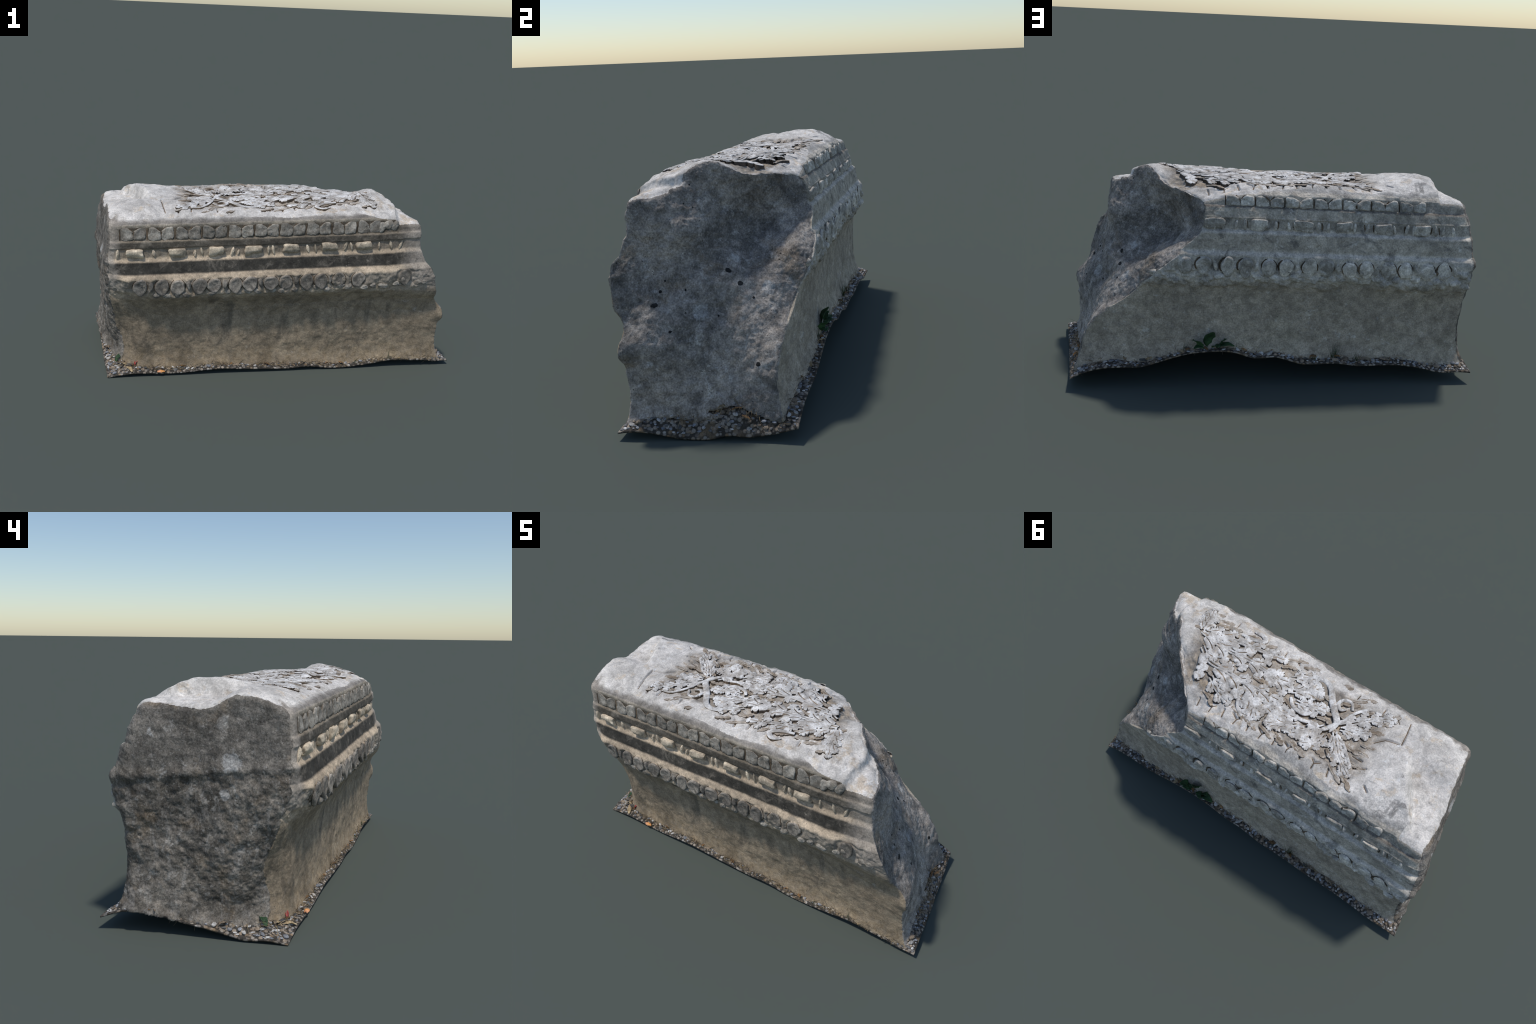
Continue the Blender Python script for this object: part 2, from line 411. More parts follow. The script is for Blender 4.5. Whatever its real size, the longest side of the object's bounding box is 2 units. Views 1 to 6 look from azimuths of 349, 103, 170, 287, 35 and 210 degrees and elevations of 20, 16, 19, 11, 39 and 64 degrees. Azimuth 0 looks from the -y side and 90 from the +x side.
def mat_front():
    n = Nodes("sooty_moulded_limestone")
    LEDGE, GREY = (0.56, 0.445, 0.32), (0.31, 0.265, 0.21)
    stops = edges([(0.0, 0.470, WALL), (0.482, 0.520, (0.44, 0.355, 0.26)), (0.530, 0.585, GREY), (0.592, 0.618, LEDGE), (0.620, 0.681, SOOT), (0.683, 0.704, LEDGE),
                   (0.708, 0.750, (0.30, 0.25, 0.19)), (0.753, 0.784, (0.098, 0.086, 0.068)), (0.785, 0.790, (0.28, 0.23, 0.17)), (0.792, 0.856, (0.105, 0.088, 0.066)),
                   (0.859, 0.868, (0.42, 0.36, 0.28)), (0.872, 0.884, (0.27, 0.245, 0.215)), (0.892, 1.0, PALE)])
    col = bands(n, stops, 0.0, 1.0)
    x, y, z = n.xyz()
    # near the ends the soot thins out to bare grey-tan stone
    e = n.math("ADD", x, n.math("MULTIPLY", n.math("SUBTRACT", n.noise(9.0, 5, 0.6), 0.5), 0.12))
    ends = n.math("MAXIMUM", n.step(e, -0.80, -0.86), n.step(e, 0.60, 0.72))
    ends = n.math("MULTIPLY", ends, n.step(z, 0.45, 0.55))
    col = n.mix(n.math("MULTIPLY", ends, 0.85), col, (0.36, 0.315, 0.265))
    # the soot is worn through in places
    worn = n.math("MULTIPLY", n.step(n.noise(15.0, 8, 0.72, 0.7), 0.50, 0.68), n.step(z, 0.58, 0.62, (0.0, 0.6)))
    col = n.mix(worn, col, (0.27, 0.235, 0.19))
    # shade under the lip painted as dark mottling, then bare patches
    lip_shade = n.math("MULTIPLY", n.step(n.noise(6.0, 7, 0.65, 1.0, n.stretch((1, 1, 0.45))), 0.50, 0.68), n.step(z, 0.52, 0.40))
    col = n.mix(n.math("MULTIPLY", lip_shade, 0.62), col, (0.10, 0.088, 0.072))
    col = n.mix(n.step(n.noise(19.0, 7, 0.7), 0.63, 0.72), col, (0.44, 0.38, 0.31))
    low = n.math("MULTIPLY", n.step(z, 0.20, 0.08), n.step(n.noise(30.0, 5, 0.6), 0.40, 0.60))
    col = n.mix(n.math("MULTIPLY", low, 0.5), col, (0.30, 0.22, 0.13))
    return n.finish(n.grain(col, 0.9, 0.25), 0.5, 0.004)

def mat_back():
    n = Nodes("grey_moulded_limestone")
    BAND, FASC = (0.62, 0.555, 0.465), (0.47, 0.415, 0.335)
    stops = edges([(0.0, 0.49, (0.45, 0.385, 0.30)), (0.52, 0.636, (0.58, 0.53, 0.455)), (0.642, 0.660, BAND), (0.664, 0.733, FASC), (0.737, 0.752, BAND), (0.756, 0.798, (0.40, 0.36, 0.30)),
                   (0.802, 0.843, FASC), (0.845, 0.849, (0.14, 0.12, 0.10)), (0.852, 0.897, (0.42, 0.375, 0.31)), (0.900, 0.912, BAND), (0.916, 0.924, (0.42, 0.40, 0.37)), (0.932, 1.0, PALE)])
    col = bands(n, stops, 0.0, 1.0, 0.016)
    x, y, z = n.xyz()
    blot = n.math("MULTIPLY", n.step(n.noise(10.0, 7, 0.7, 0.8), 0.52, 0.64), n.step(z, 0.46, 0.56))
    col = n.mix(n.math("MULTIPLY", blot, 0.62), col, (0.115, 0.11, 0.105))
    pale = n.step(n.noise(24.0, 6, 0.7), 0.58, 0.70)
    col = n.mix(n.math("MULTIPLY", pale, 0.6), col, (0.74, 0.70, 0.63))
    green = n.math("MULTIPLY", n.step(n.noise(5.0, 4, 0.6), 0.48, 0.62), n.step(z, 0.55, 0.45))
    col = n.mix(n.math("MULTIPLY", green, 0.25), col, (0.28, 0.25, 0.17))
    return n.finish(n.grain(col, 1.0, 0.22), 0.5, 0.004)

def mat_end(name, base, dark, pale, spots):
    n = Nodes(name)
    col = n.mix(n.step(n.noise(8.0, 8, 0.68, 0.7), 0.38, 0.62), base, dark)
    col = n.mix(n.math("MULTIPLY", n.step(n.noise(2.6, 3, 0.5, 0.5), 0.45, 0.62), 0.7), col, (base[0] * 1.15, base[1] * 1.13, base[2] * 1.1))
    if not spots:
        streak = n.step(n.noise(30.0, 6, 0.7, 0.6, n.stretch((1.0, 1.0, 0.28), (0.5, 0, 0))), 0.50, 0.64)
        x, y, z = n.xyz()
        zz = n.math("ADD", z, n.math("MULTIPLY", n.math("SUBTRACT", n.noise(9.0, 5, 0.6), 0.5), 0.16))
        col = n.mix(n.math("MULTIPLY", streak, n.step(zz, 0.64, 0.58, (0.0, 0.6))), col, (0.33, 0.30, 0.265))
        col = n.mix(n.step(zz, 0.62, 0.66, (0.0, 0.55)), col, (0.20, 0.18, 0.155))
    patch = n.step(n.noise(16.0, 8, 0.72, 0.5), 0.565, 0.66)
    col = n.mix(n.math("MULTIPLY", patch, 0.75), col, pale)
    warm = n.step(n.noise(6.5, 5, 0.6, 0.4), 0.54, 0.68)
    col = n.mix(n.math("MULTIPLY", warm, 0.5), col, (0.27, 0.20, 0.13))
    for (px, py, pz, rad) in ((-0.91, -0.085, 0.665, 0.040), (-0.92, -0.06, 0.55, 0.022), (-0.92, 0.22, 0.76, 0.03), (0.63, 0.05, 0.62, 0.035), (0.80, -0.06, 0.44, 0.035), (0.66, 0.17, 0.50, 0.03)):
        v = n.t.nodes.new("ShaderNodeVectorMath")
        v.operation = "DISTANCE"
        n.put(v.inputs[0], n.co)
        v.inputs[1].default_value = (px, py, pz)
        dd = n.math("ADD", v.outputs["Value"], n.math("MULTIPLY", n.math("SUBTRACT", n.noise(40.0, 5, 0.7), 0.5), rad * 1.6))
        col = n.mix(n.math("MULTIPLY", n.step(dd, rad * 1.05, rad * 0.75), 0.75), col, (0.44, 0.425, 0.40))
    if spots:
        b = n.math("MULTIPLY", n.step(n.cells(30.0), 0.10, 0.14, (1.0, 0.0)), n.step(n.noise(7.0, 2), 0.56, 0.60))
        col = n.mix(n.math("MULTIPLY", b, 0.9), col, (0.02, 0.02, 0.02))
    salt = n.math("MULTIPLY", n.step(n.noise(95.0, 4, 0.7), 0.56, 0.66), 0.45)
    col = n.mix(salt, col, pale)
    return n.finish(n.grain(col, 1.4, 0.25), 0.6, 0.005)

def mat_plain(name, a, b, rough=0.9, scale=30.0, vary=0.25):
    """small loose or carved pieces: two tones, a shade of its own for each piece"""
    n = Nodes(name, rough)
    n.co = n.t.nodes.new("ShaderNodeNewGeometry").outputs["Position"]
    info = n.t.nodes.new("ShaderNodeObjectInfo")
    col = n.mix(n.step(n.noise(scale, 7, 0.7, 0.4), 0.38, 0.62), a, b)
    k = n.step(info.outputs["Random"], 0.0, 1.0, (1 - vary, 1 + vary))
    col = n.mix(1.0, col, n.grey(k), "MULTIPLY")
    return n.finish(n.grain(col, 0.9, 0.2), 0.5, 0.004)

def mat_gravel():
    n = Nodes("gravel_and_straw")
    c = n.cells(62.0, "Color")
    d = n.cells(62.0, "Distance")
    s = n.t.nodes.new("ShaderNodeSeparateColor")
    n.put(s.inputs[0], c)
    col = n.ramp(s.outputs[0], [(0.0, (0.13, 0.105, 0.085)), (0.3, (0.28, 0.25, 0.22)), (0.55, (0.36, 0.31, 0.25)), (0.75, (0.24, 0.165, 0.10)), (1.0, (0.48, 0.44, 0.39))])
    col = n.mix(n.step(d, 0.35, 0.6), col, (0.06, 0.052, 0.043))
    col = n.mix(n.math("MULTIPLY", n.step(n.noise(14.0, 5, 0.6), 0.52, 0.64), 0.6), col, (0.25, 0.18, 0.11))
    return n.finish(n.grain(col, 0.8, 0.2), 0.6, 0.006)

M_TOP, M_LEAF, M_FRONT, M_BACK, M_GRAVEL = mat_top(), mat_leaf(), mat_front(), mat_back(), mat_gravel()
M_LEAF_DIM = mat_leaf("worn_tan_marble", (0.52, 0.46, 0.39), (0.27, 0.215, 0.16))
M_LEFT = mat_end("lichen_crusted_limestone", (0.225, 0.198, 0.165), (0.095, 0.082, 0.066), (0.38, 0.355, 0.32), False)
M_RIGHT = mat_end("broken_grey_limestone", (0.36, 0.32, 0.28), (0.19, 0.172, 0.152), (0.48, 0.45, 0.41), True)
M_EGG_DARK = mat_plain("dark_grey_carved_stone", (0.33, 0.29, 0.24), (0.16, 0.142, 0.12))
M_EGG_TOP = mat_plain("grey_tan_carved_stone", (0.40, 0.365, 0.31), (0.24, 0.21, 0.17))
M_BLOCK = mat_plain("bright_tan_carved_stone", (0.74, 0.62, 0.46), (0.56, 0.46, 0.34))  # colour lightened because the dentil fronts catch little sun
M_EGG_BACK = mat_plain("weathered_grey_carved_stone", (0.66, 0.61, 0.53), (0.40, 0.36, 0.30))
M_SEAM = mat_plain("dark_brown_strip", (0.075, 0.058, 0.042), (0.16, 0.115, 0.075))
M_FOOT = mat_plain("blackened_leaf_foot", (0.125, 0.094, 0.068), (0.06, 0.049, 0.04))
M_SEAM_TAN = mat_plain("rusty_soil", (0.26, 0.185, 0.115), (0.10, 0.078, 0.058))
PEBBLE = [mat_plain("blue_grey_pebble", (0.34, 0.35, 0.37), (0.24, 0.245, 0.26), 0.8), mat_plain("pale_pebble", (0.58, 0.56, 0.53), (0.44, 0.42, 0.39), 0.8),
          mat_plain("brown_pebble", (0.34, 0.27, 0.20), (0.22, 0.17, 0.125), 0.8), mat_plain("dark_pebble", (0.17, 0.165, 0.16), (0.10, 0.098, 0.095), 0.8)]
M_BLACK = mat_plain("black_spot_surface", (0.018, 0.018, 0.018), (0.03, 0.029, 0.028))
M_STRAW = mat_plain("dry_straw", (0.46, 0.36, 0.22), (0.30, 0.215, 0.12))
M_DEAD = mat_plain("dead_brown_leaf", (0.32, 0.18, 0.08), (0.20, 0.12, 0.06))
M_TWIG = mat_plain("grey_twig", (0.24, 0.19, 0.14), (0.15, 0.115, 0.085))
M_GREEN = mat_plain("dark_green_leaf", (0.055, 0.12, 0.045), (0.03, 0.07, 0.03), 0.6)
M_GRASS = mat_plain("green_grass", (0.09, 0.15, 0.05), (0.06, 0.09, 0.035), 0.7)
M_RED = mat_plain("red_litter", (0.38, 0.07, 0.06), (0.28, 0.05, 0.045), 0.5)
M_ORANGE = mat_plain("orange_peel", (0.75, 0.33, 0.05), (0.62, 0.30, 0.16), 0.6)

# ------------------------------------------------------------------ object helpers
def link(name, mesh, parent):
    ob = bpy.data.objects.new(name, mesh)
    bpy.context.collection.objects.link(ob)
    ob.parent = parent
    return ob

def mesh_of(name, verts, faces, mat, smooth=True):
    me = bpy.data.meshes.new(name)
    me.from_pydata([tuple(map(float, v)) for v in verts], [], [tuple(map(int, f)) for f in faces])
    me.update()
    if smooth:
        me.polygons.foreach_set("use_smooth", [True] * len(me.polygons))
    if mat:
        me.materials.append(mat)
    return me

def grid_faces(nu, nv, base=0, closed=False):
    f = []
    for i in range(nu - 1):
        for j in range(nv - 1 if not closed else nv):
            j2 = (j + 1) % nv
            f.append((base + i * nv + j, base + (i + 1) * nv + j, base + (i + 1) * nv + j2, base + i * nv + j2))
    return f

root = bpy.data.objects.new("carved_stone_block", None)
bpy.context.collection.objects.link(root)
root["label"] = "weathered carved limestone cornice block lying on a gravel patch"
root["category"] = "stone block"

# ------------------------------------------------------------------ the block
V, Q, S = cast_skin(550, 230, 265)

def vertex_normals(V, Q):
    n = np.cross(V[Q[:, 2]] - V[Q[:, 0]], V[Q[:, 3]] - V[Q[:, 1]])
    out = np.zeros_like(V)
    for k in range(4):
        np.add.at(out, Q[:, k], n)
    return out / np.maximum(np.linalg.norm(out, axis=1, keepdims=True), 1e-12)

NRM = vertex_normals(V, Q)

def face_kind(P):
    """which of the five faces of the block a spot belongs to; -1 under the gravel"""
    x, y, z = P.T
    w = 0.004 * fbm(P, 28.0, 3, 0.6, 40)
    f = np.stack([LEFT(y, z) - x + w, x - RIGHT(y, z) + SCOOP(y, z) + w, front_y(x, z) - y, y - back_y(x, z), z - top_z(x, y) - 0.5 * w], 1)
    k = np.array([0, 1, 2, 3, 5])[np.argmax(f, axis=1)]
    return np.where(z < SOIL(x, y) - 0.009, -1, k)

S = face_kind(V[Q].mean(1))
side = np.zeros((len(V), 6))
for s_ in range(6):
    side[np.unique(Q[S == s_]), s_] = 1.0

# slots and Y-shaped cuts of the egg-and-dart borders on the top face: (points, half width, depth)
def border_cuts():
    cuts = []
    r = random.Random(4)
    for k in range(-1, 5):                       # back border
        x = -0.329 + 0.135 * k
        y = 0.186 - 0.047 * (x + 0.33) * 0.2
        j = lambda: r.uniform(-0.004, 0.004)
        cuts.append([(x + j(), y + 0.022), (x + j(), y - 0.004), (x - 0.022, y - 0.022 + j())])
        cuts.append([(x, y - 0.004), (x + 0.022 + j(), y - 0.020)])
        cuts.append([(x + 0.066 + j(), y + 0.018), (x + 0.070, y - 0.014 + j())])
    for k in (0, 1, 3, 4, 6):                    # front border
        x = -0.53 + 0.135 * k
        y = -0.222 - 0.045 * (x + 0.53)
        j = lambda: r.uniform(-0.005, 0.005)
        if k in (0, 4):
            cuts.append([(x + j(), y - 0.020), (x + j(), y), (x - 0.020, y + 0.020 + j())])
            cuts.append([(x, y), (x + 0.020 + j(), y + 0.018)])
        cuts.append([(x + 0.067, y - 0.014), (x + 0.070 + j(), y + 0.014)])
    # straight tool cut and the grooves of the unfinished left end
    cuts.append([(-0.606, -0.100), (-0.600, -0.175), (-0.592, -0.232)])
    cuts.append([(-0.594, -0.097), (-0.535, -0.084), (-0.498, -0.046)])
    cuts.append([(-0.562, 0.165), (-0.585, 0.185)])
    cuts.append([(-0.45, 0.058), (-0.498, 0.066)])
    cuts.append([(-0.48, 0.115), (-0.53, 0.092)])
    return cuts

CUTS = border_cuts()
EGGS_FRONT = [-0.728, -0.618, -0.539, -0.429, -0.355, -0.246, -0.171, -0.063, 0.015, 0.125, 0.200, 0.295, 0.40, 0.66]
EGGS_BACK = [0.385]
while EGGS_BACK[-1] > -0.74:
    EGGS_BACK.append(EGGS_BACK[-1] - (0.078 if len(EGGS_BACK) % 2 else 0.108))

def seg_dist(px, py, a, b):
    ax, ay = a
    dx, dy = b[0] - ax, b[1] - ay
    t = np.clip(((px - ax) * dx + (py - ay) * dy) / (dx * dx + dy * dy), 0, 1)
    return np.hypot(px - ax - t * dx, py - ay - t * dy)

def relief(V):
    x, y, z = V.T
    d = np.zeros(len(V))
    is_top = side[:, 5] > 0
    # worn skin
    d += 0.0035 * fbm(V, 6.0, 3, 0.5, 1) + 0.0022 * fbm(V, 26.0, 3, 0.55, 2)
    ends = (side[:, 0] + side[:, 1] > 0)
    e = smoothstep(0, 1, ends.astype(float))
    calm = np.where(x < 0, 1 - 0.65 * smoothstep(0.60, 0.68, z), 1.0)
    d += e * calm * (0.008 * fbm(V, 7.0, 3, 0.5, 7) + 0.0035 * fbm(V, 32.0, 3, 0.6, 9))
    # ragged long arrises at the top
    arris = np.exp(-((z - 0.895 - TILT * x) / 0.03) ** 2) * (1 - e)
    d += arris * 0.009 * np.minimum(fbm(V, 13.0, 3, 0.6, 12), 0.25)
    # lower egg course is lumpy
    h = z - TILT * x
    lump = smoothstep(0.46, 0.50, h) * (1 - smoothstep(0.585, 0.60, h)) * (1 - e)
    d += lump * np.where(y > 0, 0.011, 0.006) * fbm(V, 24.0, 3, 0.6, 15)
    # cups cut round the eggs of the two lower courses, hacked edge of the ledge above them
    for eggs, hc, sgn, wid in ((EGGS_FRONT, 0.556, -1, 0.046), (EGGS_BACK, 0.592, 1, 0.044)):
        on = ((y * sgn) > 0.1) & (e < 0.5) & (np.abs(h - hc) < 0.07)
        k = np.where(on)[0]
        near = np.min(np.abs(x[k][:, None] - np.array(eggs)[None]), axis=1)
        r = np.hypot(near / wid, (h[k] - hc) / 0.045)
        d[k] -= 0.0065 * np.exp(-((r - 0.95) / 0.22) ** 2)
    # sunk ground of the carved panel
    i = np.where(is_top)[0]
    tx, ty = x[i], y[i]
    yy = ty + 0.045 * tx
    m = smoothstep(-0.50, -0.44, tx) * (1 - smoothstep(0.46, 0.52, tx)) * smoothstep(-0.205, -0.185, yy) * (1 - smoothstep(0.135, 0.155, yy))
    d[i] -= 0.0080 * m
    d[i] += m * 0.004 * fbm(V[i], 34.0, 2, 0.6, 21)
    for cut in CUTS:
        for a, b in zip(cut[:-1], cut[1:]):
            near = (tx > min(a[0], b[0]) - 0.03) & (tx < max(a[0], b[0]) + 0.03) & (ty > min(a[1], b[1]) - 0.03) & (ty < max(a[1], b[1]) + 0.03)
            k = i[near]
            d[k] = np.minimum(d[k], d[k] * 0 + 0.001 - 0.011 * (1 - smoothstep(0.002, 0.0075, seg_dist(tx[near], ty[near], a, b))))
    return d

V = V + NRM * relief(V)[:, None]
V[:, 2] = np.maximum(V[:, 2], 0.002)
NRM = vertex_normals(V, Q)

from mathutils.bvhtree import BVHTree
SKIN = BVHTree.FromPolygons(V.tolist(), Q.tolist())

def snap(p, out):
    """drop a point onto the worn surface along -out"""
    hit = SKIN.ray_cast(p + out * 0.05, -out, 0.10)
    return hit[0] if hit[0] is not None else p

def on_face(p, out, tol=0.022):
    """is the worn surface really here, or has the end of the course broken away?"""
    hit = SKIN.ray_cast(p + out * 0.05, -out, 0.10)
    return hit[0] is not None and (hit[0] - p).length < tol and hit[1].dot(out) > 0.5

def split_block():
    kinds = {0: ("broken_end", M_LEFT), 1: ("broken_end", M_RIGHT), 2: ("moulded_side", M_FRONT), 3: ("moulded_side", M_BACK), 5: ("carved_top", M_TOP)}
    made = {}
    for s_, (name, mat) in kinds.items():
        q = Q[S == s_]
        ids, inv = np.unique(q, return_inverse=True)
        me = bpy.data.meshes.new(name)
        me.vertices.add(len(ids))
        me.vertices.foreach_set("co", V[ids].astype(np.float32).ravel())
        me.loops.add(q.size)
        me.loops.foreach_set("vertex_index", inv.reshape(-1).astype(np.int32))
        me.polygons.add(len(q))
        me.polygons.foreach_set("loop_start", np.arange(0, q.size, 4, dtype=np.int32))
        me.update(calc_edges=True)
        me.validate()
        me.polygons.foreach_set("use_smooth", [True] * len(q))
        me.normals_split_custom_set_from_vertices(NRM[ids].astype(np.float32))
        me.materials.append(mat)
        made[s_] = link(name, me, root)
    return made

PART = split_block()
FRONT_OB, BACK_OB, TOP_OB = PART[2], PART[3], PART[5]

# ------------------------------------------------------------------ carved courses on the two long sides
def frame_front(x, h):
    z = h + TILT * x
    y = float(front_y(np.array([x]), np.array([z]))[0])
    y2 = float(front_y(np.array([x]), np.array([z + 0.02]))[0])
    y1 = float(front_y(np.array([x]), np.array([z - 0.02]))[0])
    rt = Vector((1, YAW, TILT)).normalized()
    up = Vector((0, y2 - y1, 0.04)).normalized()
    out = rt.cross(up).normalized()
    return Vector((x, y, z)), rt, up, out

def frame_back(x, h):
    z = h + TILT * x
    f = lambda zz: float(back_y(np.array([x]), np.array([zz]))[0])
    rt = Vector((-1, -YAWB, -TILT)).normalized()
    up = Vector((0, f(z + 0.02) - f(z - 0.02), 0.04)).normalized()
    out = rt.cross(up).normalized()
    return Vector((x, f(z), z)), rt, up, out

def egg_mesh(name, mat, dish=True, seed=0):
    """oval boss: raised rim round a shallow dish, unit half-width 1, half-height 1.15, depth 1"""
    r_ = random.Random(seed)
    prof = [(0.0, 0.50), (0.30, 0.52), (0.58, 0.60), (0.74, 0.80), (0.84, 0.98), (0.92, 0.90), (1.0, 0.45), (1.04, -0.6)] if dish else \
           [(0.0, 1.0), (0.35, 0.95), (0.62, 0.80), (0.80, 0.55), (0.93, 0.2), (1.02, -0.6)]
    nv = 26
    ph = [r_.uniform(0, 6.28) for _ in range(3)]
    vs, fs = [(0, 0, prof[0][1])], []
    for r, hgt in prof[1:]:
        for j in range(nv):
            a = 2 * math.pi * j / nv
            w = 1 + 0.07 * math.sin(2 * a + ph[0]) + 0.05 * math.sin(3 * a + ph[1]) + 0.03 * math.sin(5 * a + ph[2])
            pt = 1.0 + (0.16 * max(0, -math.sin(a)) ** 3)
            vs.append((r * w * math.cos(a), 1.15 * r * w * pt * math.sin(a), hgt * (1 + 0.12 * math.sin(3 * a + ph[2]) * (r > 0.7))))
    P = np.array(vs)
    P[:, 2] += 0.28 * fbm(P + seed * 2.3, 1.6, 3, 0.6, 5) * (P[:, 2] > 0)
    vs = P.tolist()
    for j in range(nv):
        fs.append((0, 1 + j, 1 + (j + 1) % nv))
    fs += [f for f in [(1 + i * nv + j, 1 + (i + 1) * nv + j, 1 + (i + 1) * nv + (j + 1) % nv, 1 + i * nv + (j + 1) % nv) for i in range(len(prof) - 2) for j in range(nv)]]
    return mesh_of(name, vs, fs, mat)

def pad_mesh(name, mat, cut, seed):
    """one half of an upper egg: a squarish cushion with its inner top corner cut away by the Y of the dart"""
    r_ = random.Random(seed)
    nv = 32
    rings = [(0.0, 0.85), (0.45, 0.98), (0.72, 1.0), (0.88, 0.82), (0.97, 0.40), (1.0, -0.6)]
    ph = [r_.uniform(0, 6.28) for _ in range(3)]
    vs, fs = [(0, 0, rings[0][1] * 0.9)], []
    for r, hgt in rings[1:]:
        for j in range(nv):
            a = 2 * math.pi * j / nv
            c, s = math.cos(a), math.sin(a)
            k = (abs(c) ** 7 + abs(s) ** 7) ** (-1 / 7)
            px, py = k * c, k * s
            # rounded shoulder on the cut side
            if py > 0 and px * cut > -0.2:
                lim = 1.0 - 0.55 * max(0, px * cut + 0.15) ** 1.4
                py = min(py, lim)
            w = 1 + 0.05 * math.sin(3 * a + ph[0]) + 0.03 * math.sin(5 * a + ph[1])
            vs.append((r * px * w, r * py * w, hgt * (1 + 0.15 * math.sin(2 * a + ph[2]) * (0.3 < r < 0.9))))
    P = np.array(vs)
    P[:, 2] += 0.45 * fbm(np.array(vs) * 1.0 + seed * 3.7, 1.7, 3, 0.6, 5) * (P[:, 2] > 0)
    P[:, :2] *= 1 + 0.10 * fbm(P + seed, 1.1, 2, 0.6, 6)[:, None]
    vs = P.tolist()
    for j in range(nv):
        fs.append((0, 1 + j, 1 + (j + 1) % nv))
    fs += [(1 + i * nv + j, 1 + (i + 1) * nv + j, 1 + (i + 1) * nv + (j + 1) % nv, 1 + i * nv + (j + 1) % nv) for i in range(len(rings) - 2) for j in range(nv)]
    return mesh_of(name, vs, fs, mat)

def place(name, mesh, parent, fr, w, hgt, dep, spin=0.0, lift=0.0):
    o, rt, up, out = fr
    if not on_face(o, out):
        return None
    c, s = math.cos(spin), math.sin(spin)
    a, b = rt * c + up * s, up * c - rt * s
    b = (b - out * b.dot(out)).normalized()
    a = b.cross(out).normalized()
    ob = link(name, mesh, parent)
    m = Matrix((a * w, b * hgt, out * dep)).transposed().to_4x4()
    m.translation = snap(o, out) + out * lift
    ob.matrix_world = m
    return ob

def block_mesh(name, mat, seed):
    """a broken dentil: a box with crumbled edges and a splintered lower side"""
    r_ = np.random.default_rng(seed)
    bm = bmesh.new()
    bmesh.ops.create_cube(bm, size=2.0)
    bmesh.ops.subdivide_edges(bm, edges=bm.edges[:], cuts=7, use_grid_fill=True)
    P = np.array([v.co[:] for v in bm.verts])
    k = (np.abs(P) ** 7).sum(1) ** (-1 / 7)
    P = P * np.minimum(1.0, k)[:, None]
    n = np.stack([fbm(P + 31 * seed, 0.9, 3, 0.6, 3 + i) for i in range(3)], 1)
    P = P + n * np.array([0.13, 0.16, 0.16])
    low = np.clip(-P[:, 1] - 0.1, 0, 1)
    P[:, 2] -= low * (0.9 + 0.8 * fbm(P + seed, 1.6, 2, 0.5, 8)) * 0.75
    P[:, 1] += low * 0.35 * r_.uniform(-0.6, 1.0) * np.sign(P[:, 0] + r_.uniform(-0.6, 0.6))
    for v, p in zip(bm.verts, P):
        v.co = p
    me = bpy.data.meshes.new(name)
    bm.to_mesh(me)
    bm.free()
    me.polygons.foreach_set("use_smooth", [True] * len(me.polygons))
    me.materials.append(mat)
    return me

def seam_mesh(name, mat, pts, width, depth, nrm):
    """a groove strip: rounded, run along a polyline, lying in its groove"""
    pts = [Vector(p) for p in pts]
    fine = []
    for a, b in zip(pts[:-1], pts[1:]):
        k = max(2, int((b - a).length / 0.006))
        fine += [a.lerp(b, i / k) for i in range(k)]
    fine.append(pts[-1])
    vs, fs = [], []
    for i, p in enumerate(fine):
        t = (fine[min(i + 1, len(fine) - 1)] - fine[max(i - 1, 0)]).normalized()
        sd = t.cross(nrm).normalized()
        e = math.sin(math.pi * (0.12 + 0.76 * i / max(1, len(fine) - 1))) ** 0.5
        w = width * e * (0.85 + 0.3 * random.random())
        vs += [p - sd * w - nrm * depth, p - sd * w * 0.8, p + nrm * depth * 0.25, p + sd * w * 0.8, p + sd * w - nrm * depth]
    fs = grid_faces(len(fine), 5)
    return mesh_of(name, vs, fs, mat)

EGG = [egg_mesh("carved_egg", M_EGG_DARK, True, s) for s in range(5)]
EGG_B = [egg_mesh("carved_egg", M_EGG_BACK, s % 3 == 0, s + 20) for s in range(6)]
PADS = {c: [pad_mesh("carved_egg", M_EGG_TOP, c, s + 3 * (c + 2)) for s in range(4)] for c in (-1, 1)}
PADS_B = {c: [pad_mesh("carved_egg", M_EGG_BACK, c, s + 3 * (c + 9)) for s in range(4)] for c in (-1, 1)}
DART = [egg_mesh("carved_dart", M_EGG_DARK, False, s + 40) for s in range(3)]
DART_B = [egg_mesh("carved_dart", M_EGG_BACK, False, s + 50) for s in range(3)]
SHARD = [egg_mesh("carved_dart", M_BLOCK, False, s + 60) for s in range(3)]
LUMP = [egg_mesh("stone_lump", M_EGG_TOP, False, s + 80) for s in range(4)]
rr = random.Random(21)

def groove(fr, pts, width, parent, mat):
    """dark strip lying in a cut of the carving; pts in the local right / up plane of the frame"""
    o, rt, up, out = fr
    line = []
    for (a, b), (c, d) in zip(pts[:-1], pts[1:]):
        k = max(2, int(math.hypot(c - a, d - b) / 0.006))
        line += [(a + (c - a) * i / k, b + (d - b) * i / k) for i in range(k)]
    line.append(pts[-1])
    if not all(on_face(o + rt * a + up * b, out, 0.03) for a, b in line):
        return
    w = [snap(o + rt * a + up * b, out) + out * 0.0002 for a, b in line]
    link("dark_groove_strip", seam_mesh("dark_groove_strip", mat, w, width, 0.003, out), parent)

def arc(cx, cy, rx, ry, a0, a1, n=8):
    return [(cx + rx * math.cos(math.radians(a0 + (a1 - a0) * i / n)), cy + ry * math.sin(math.radians(a0 + (a1 - a0) * i / n))) for i in range(n + 1)]

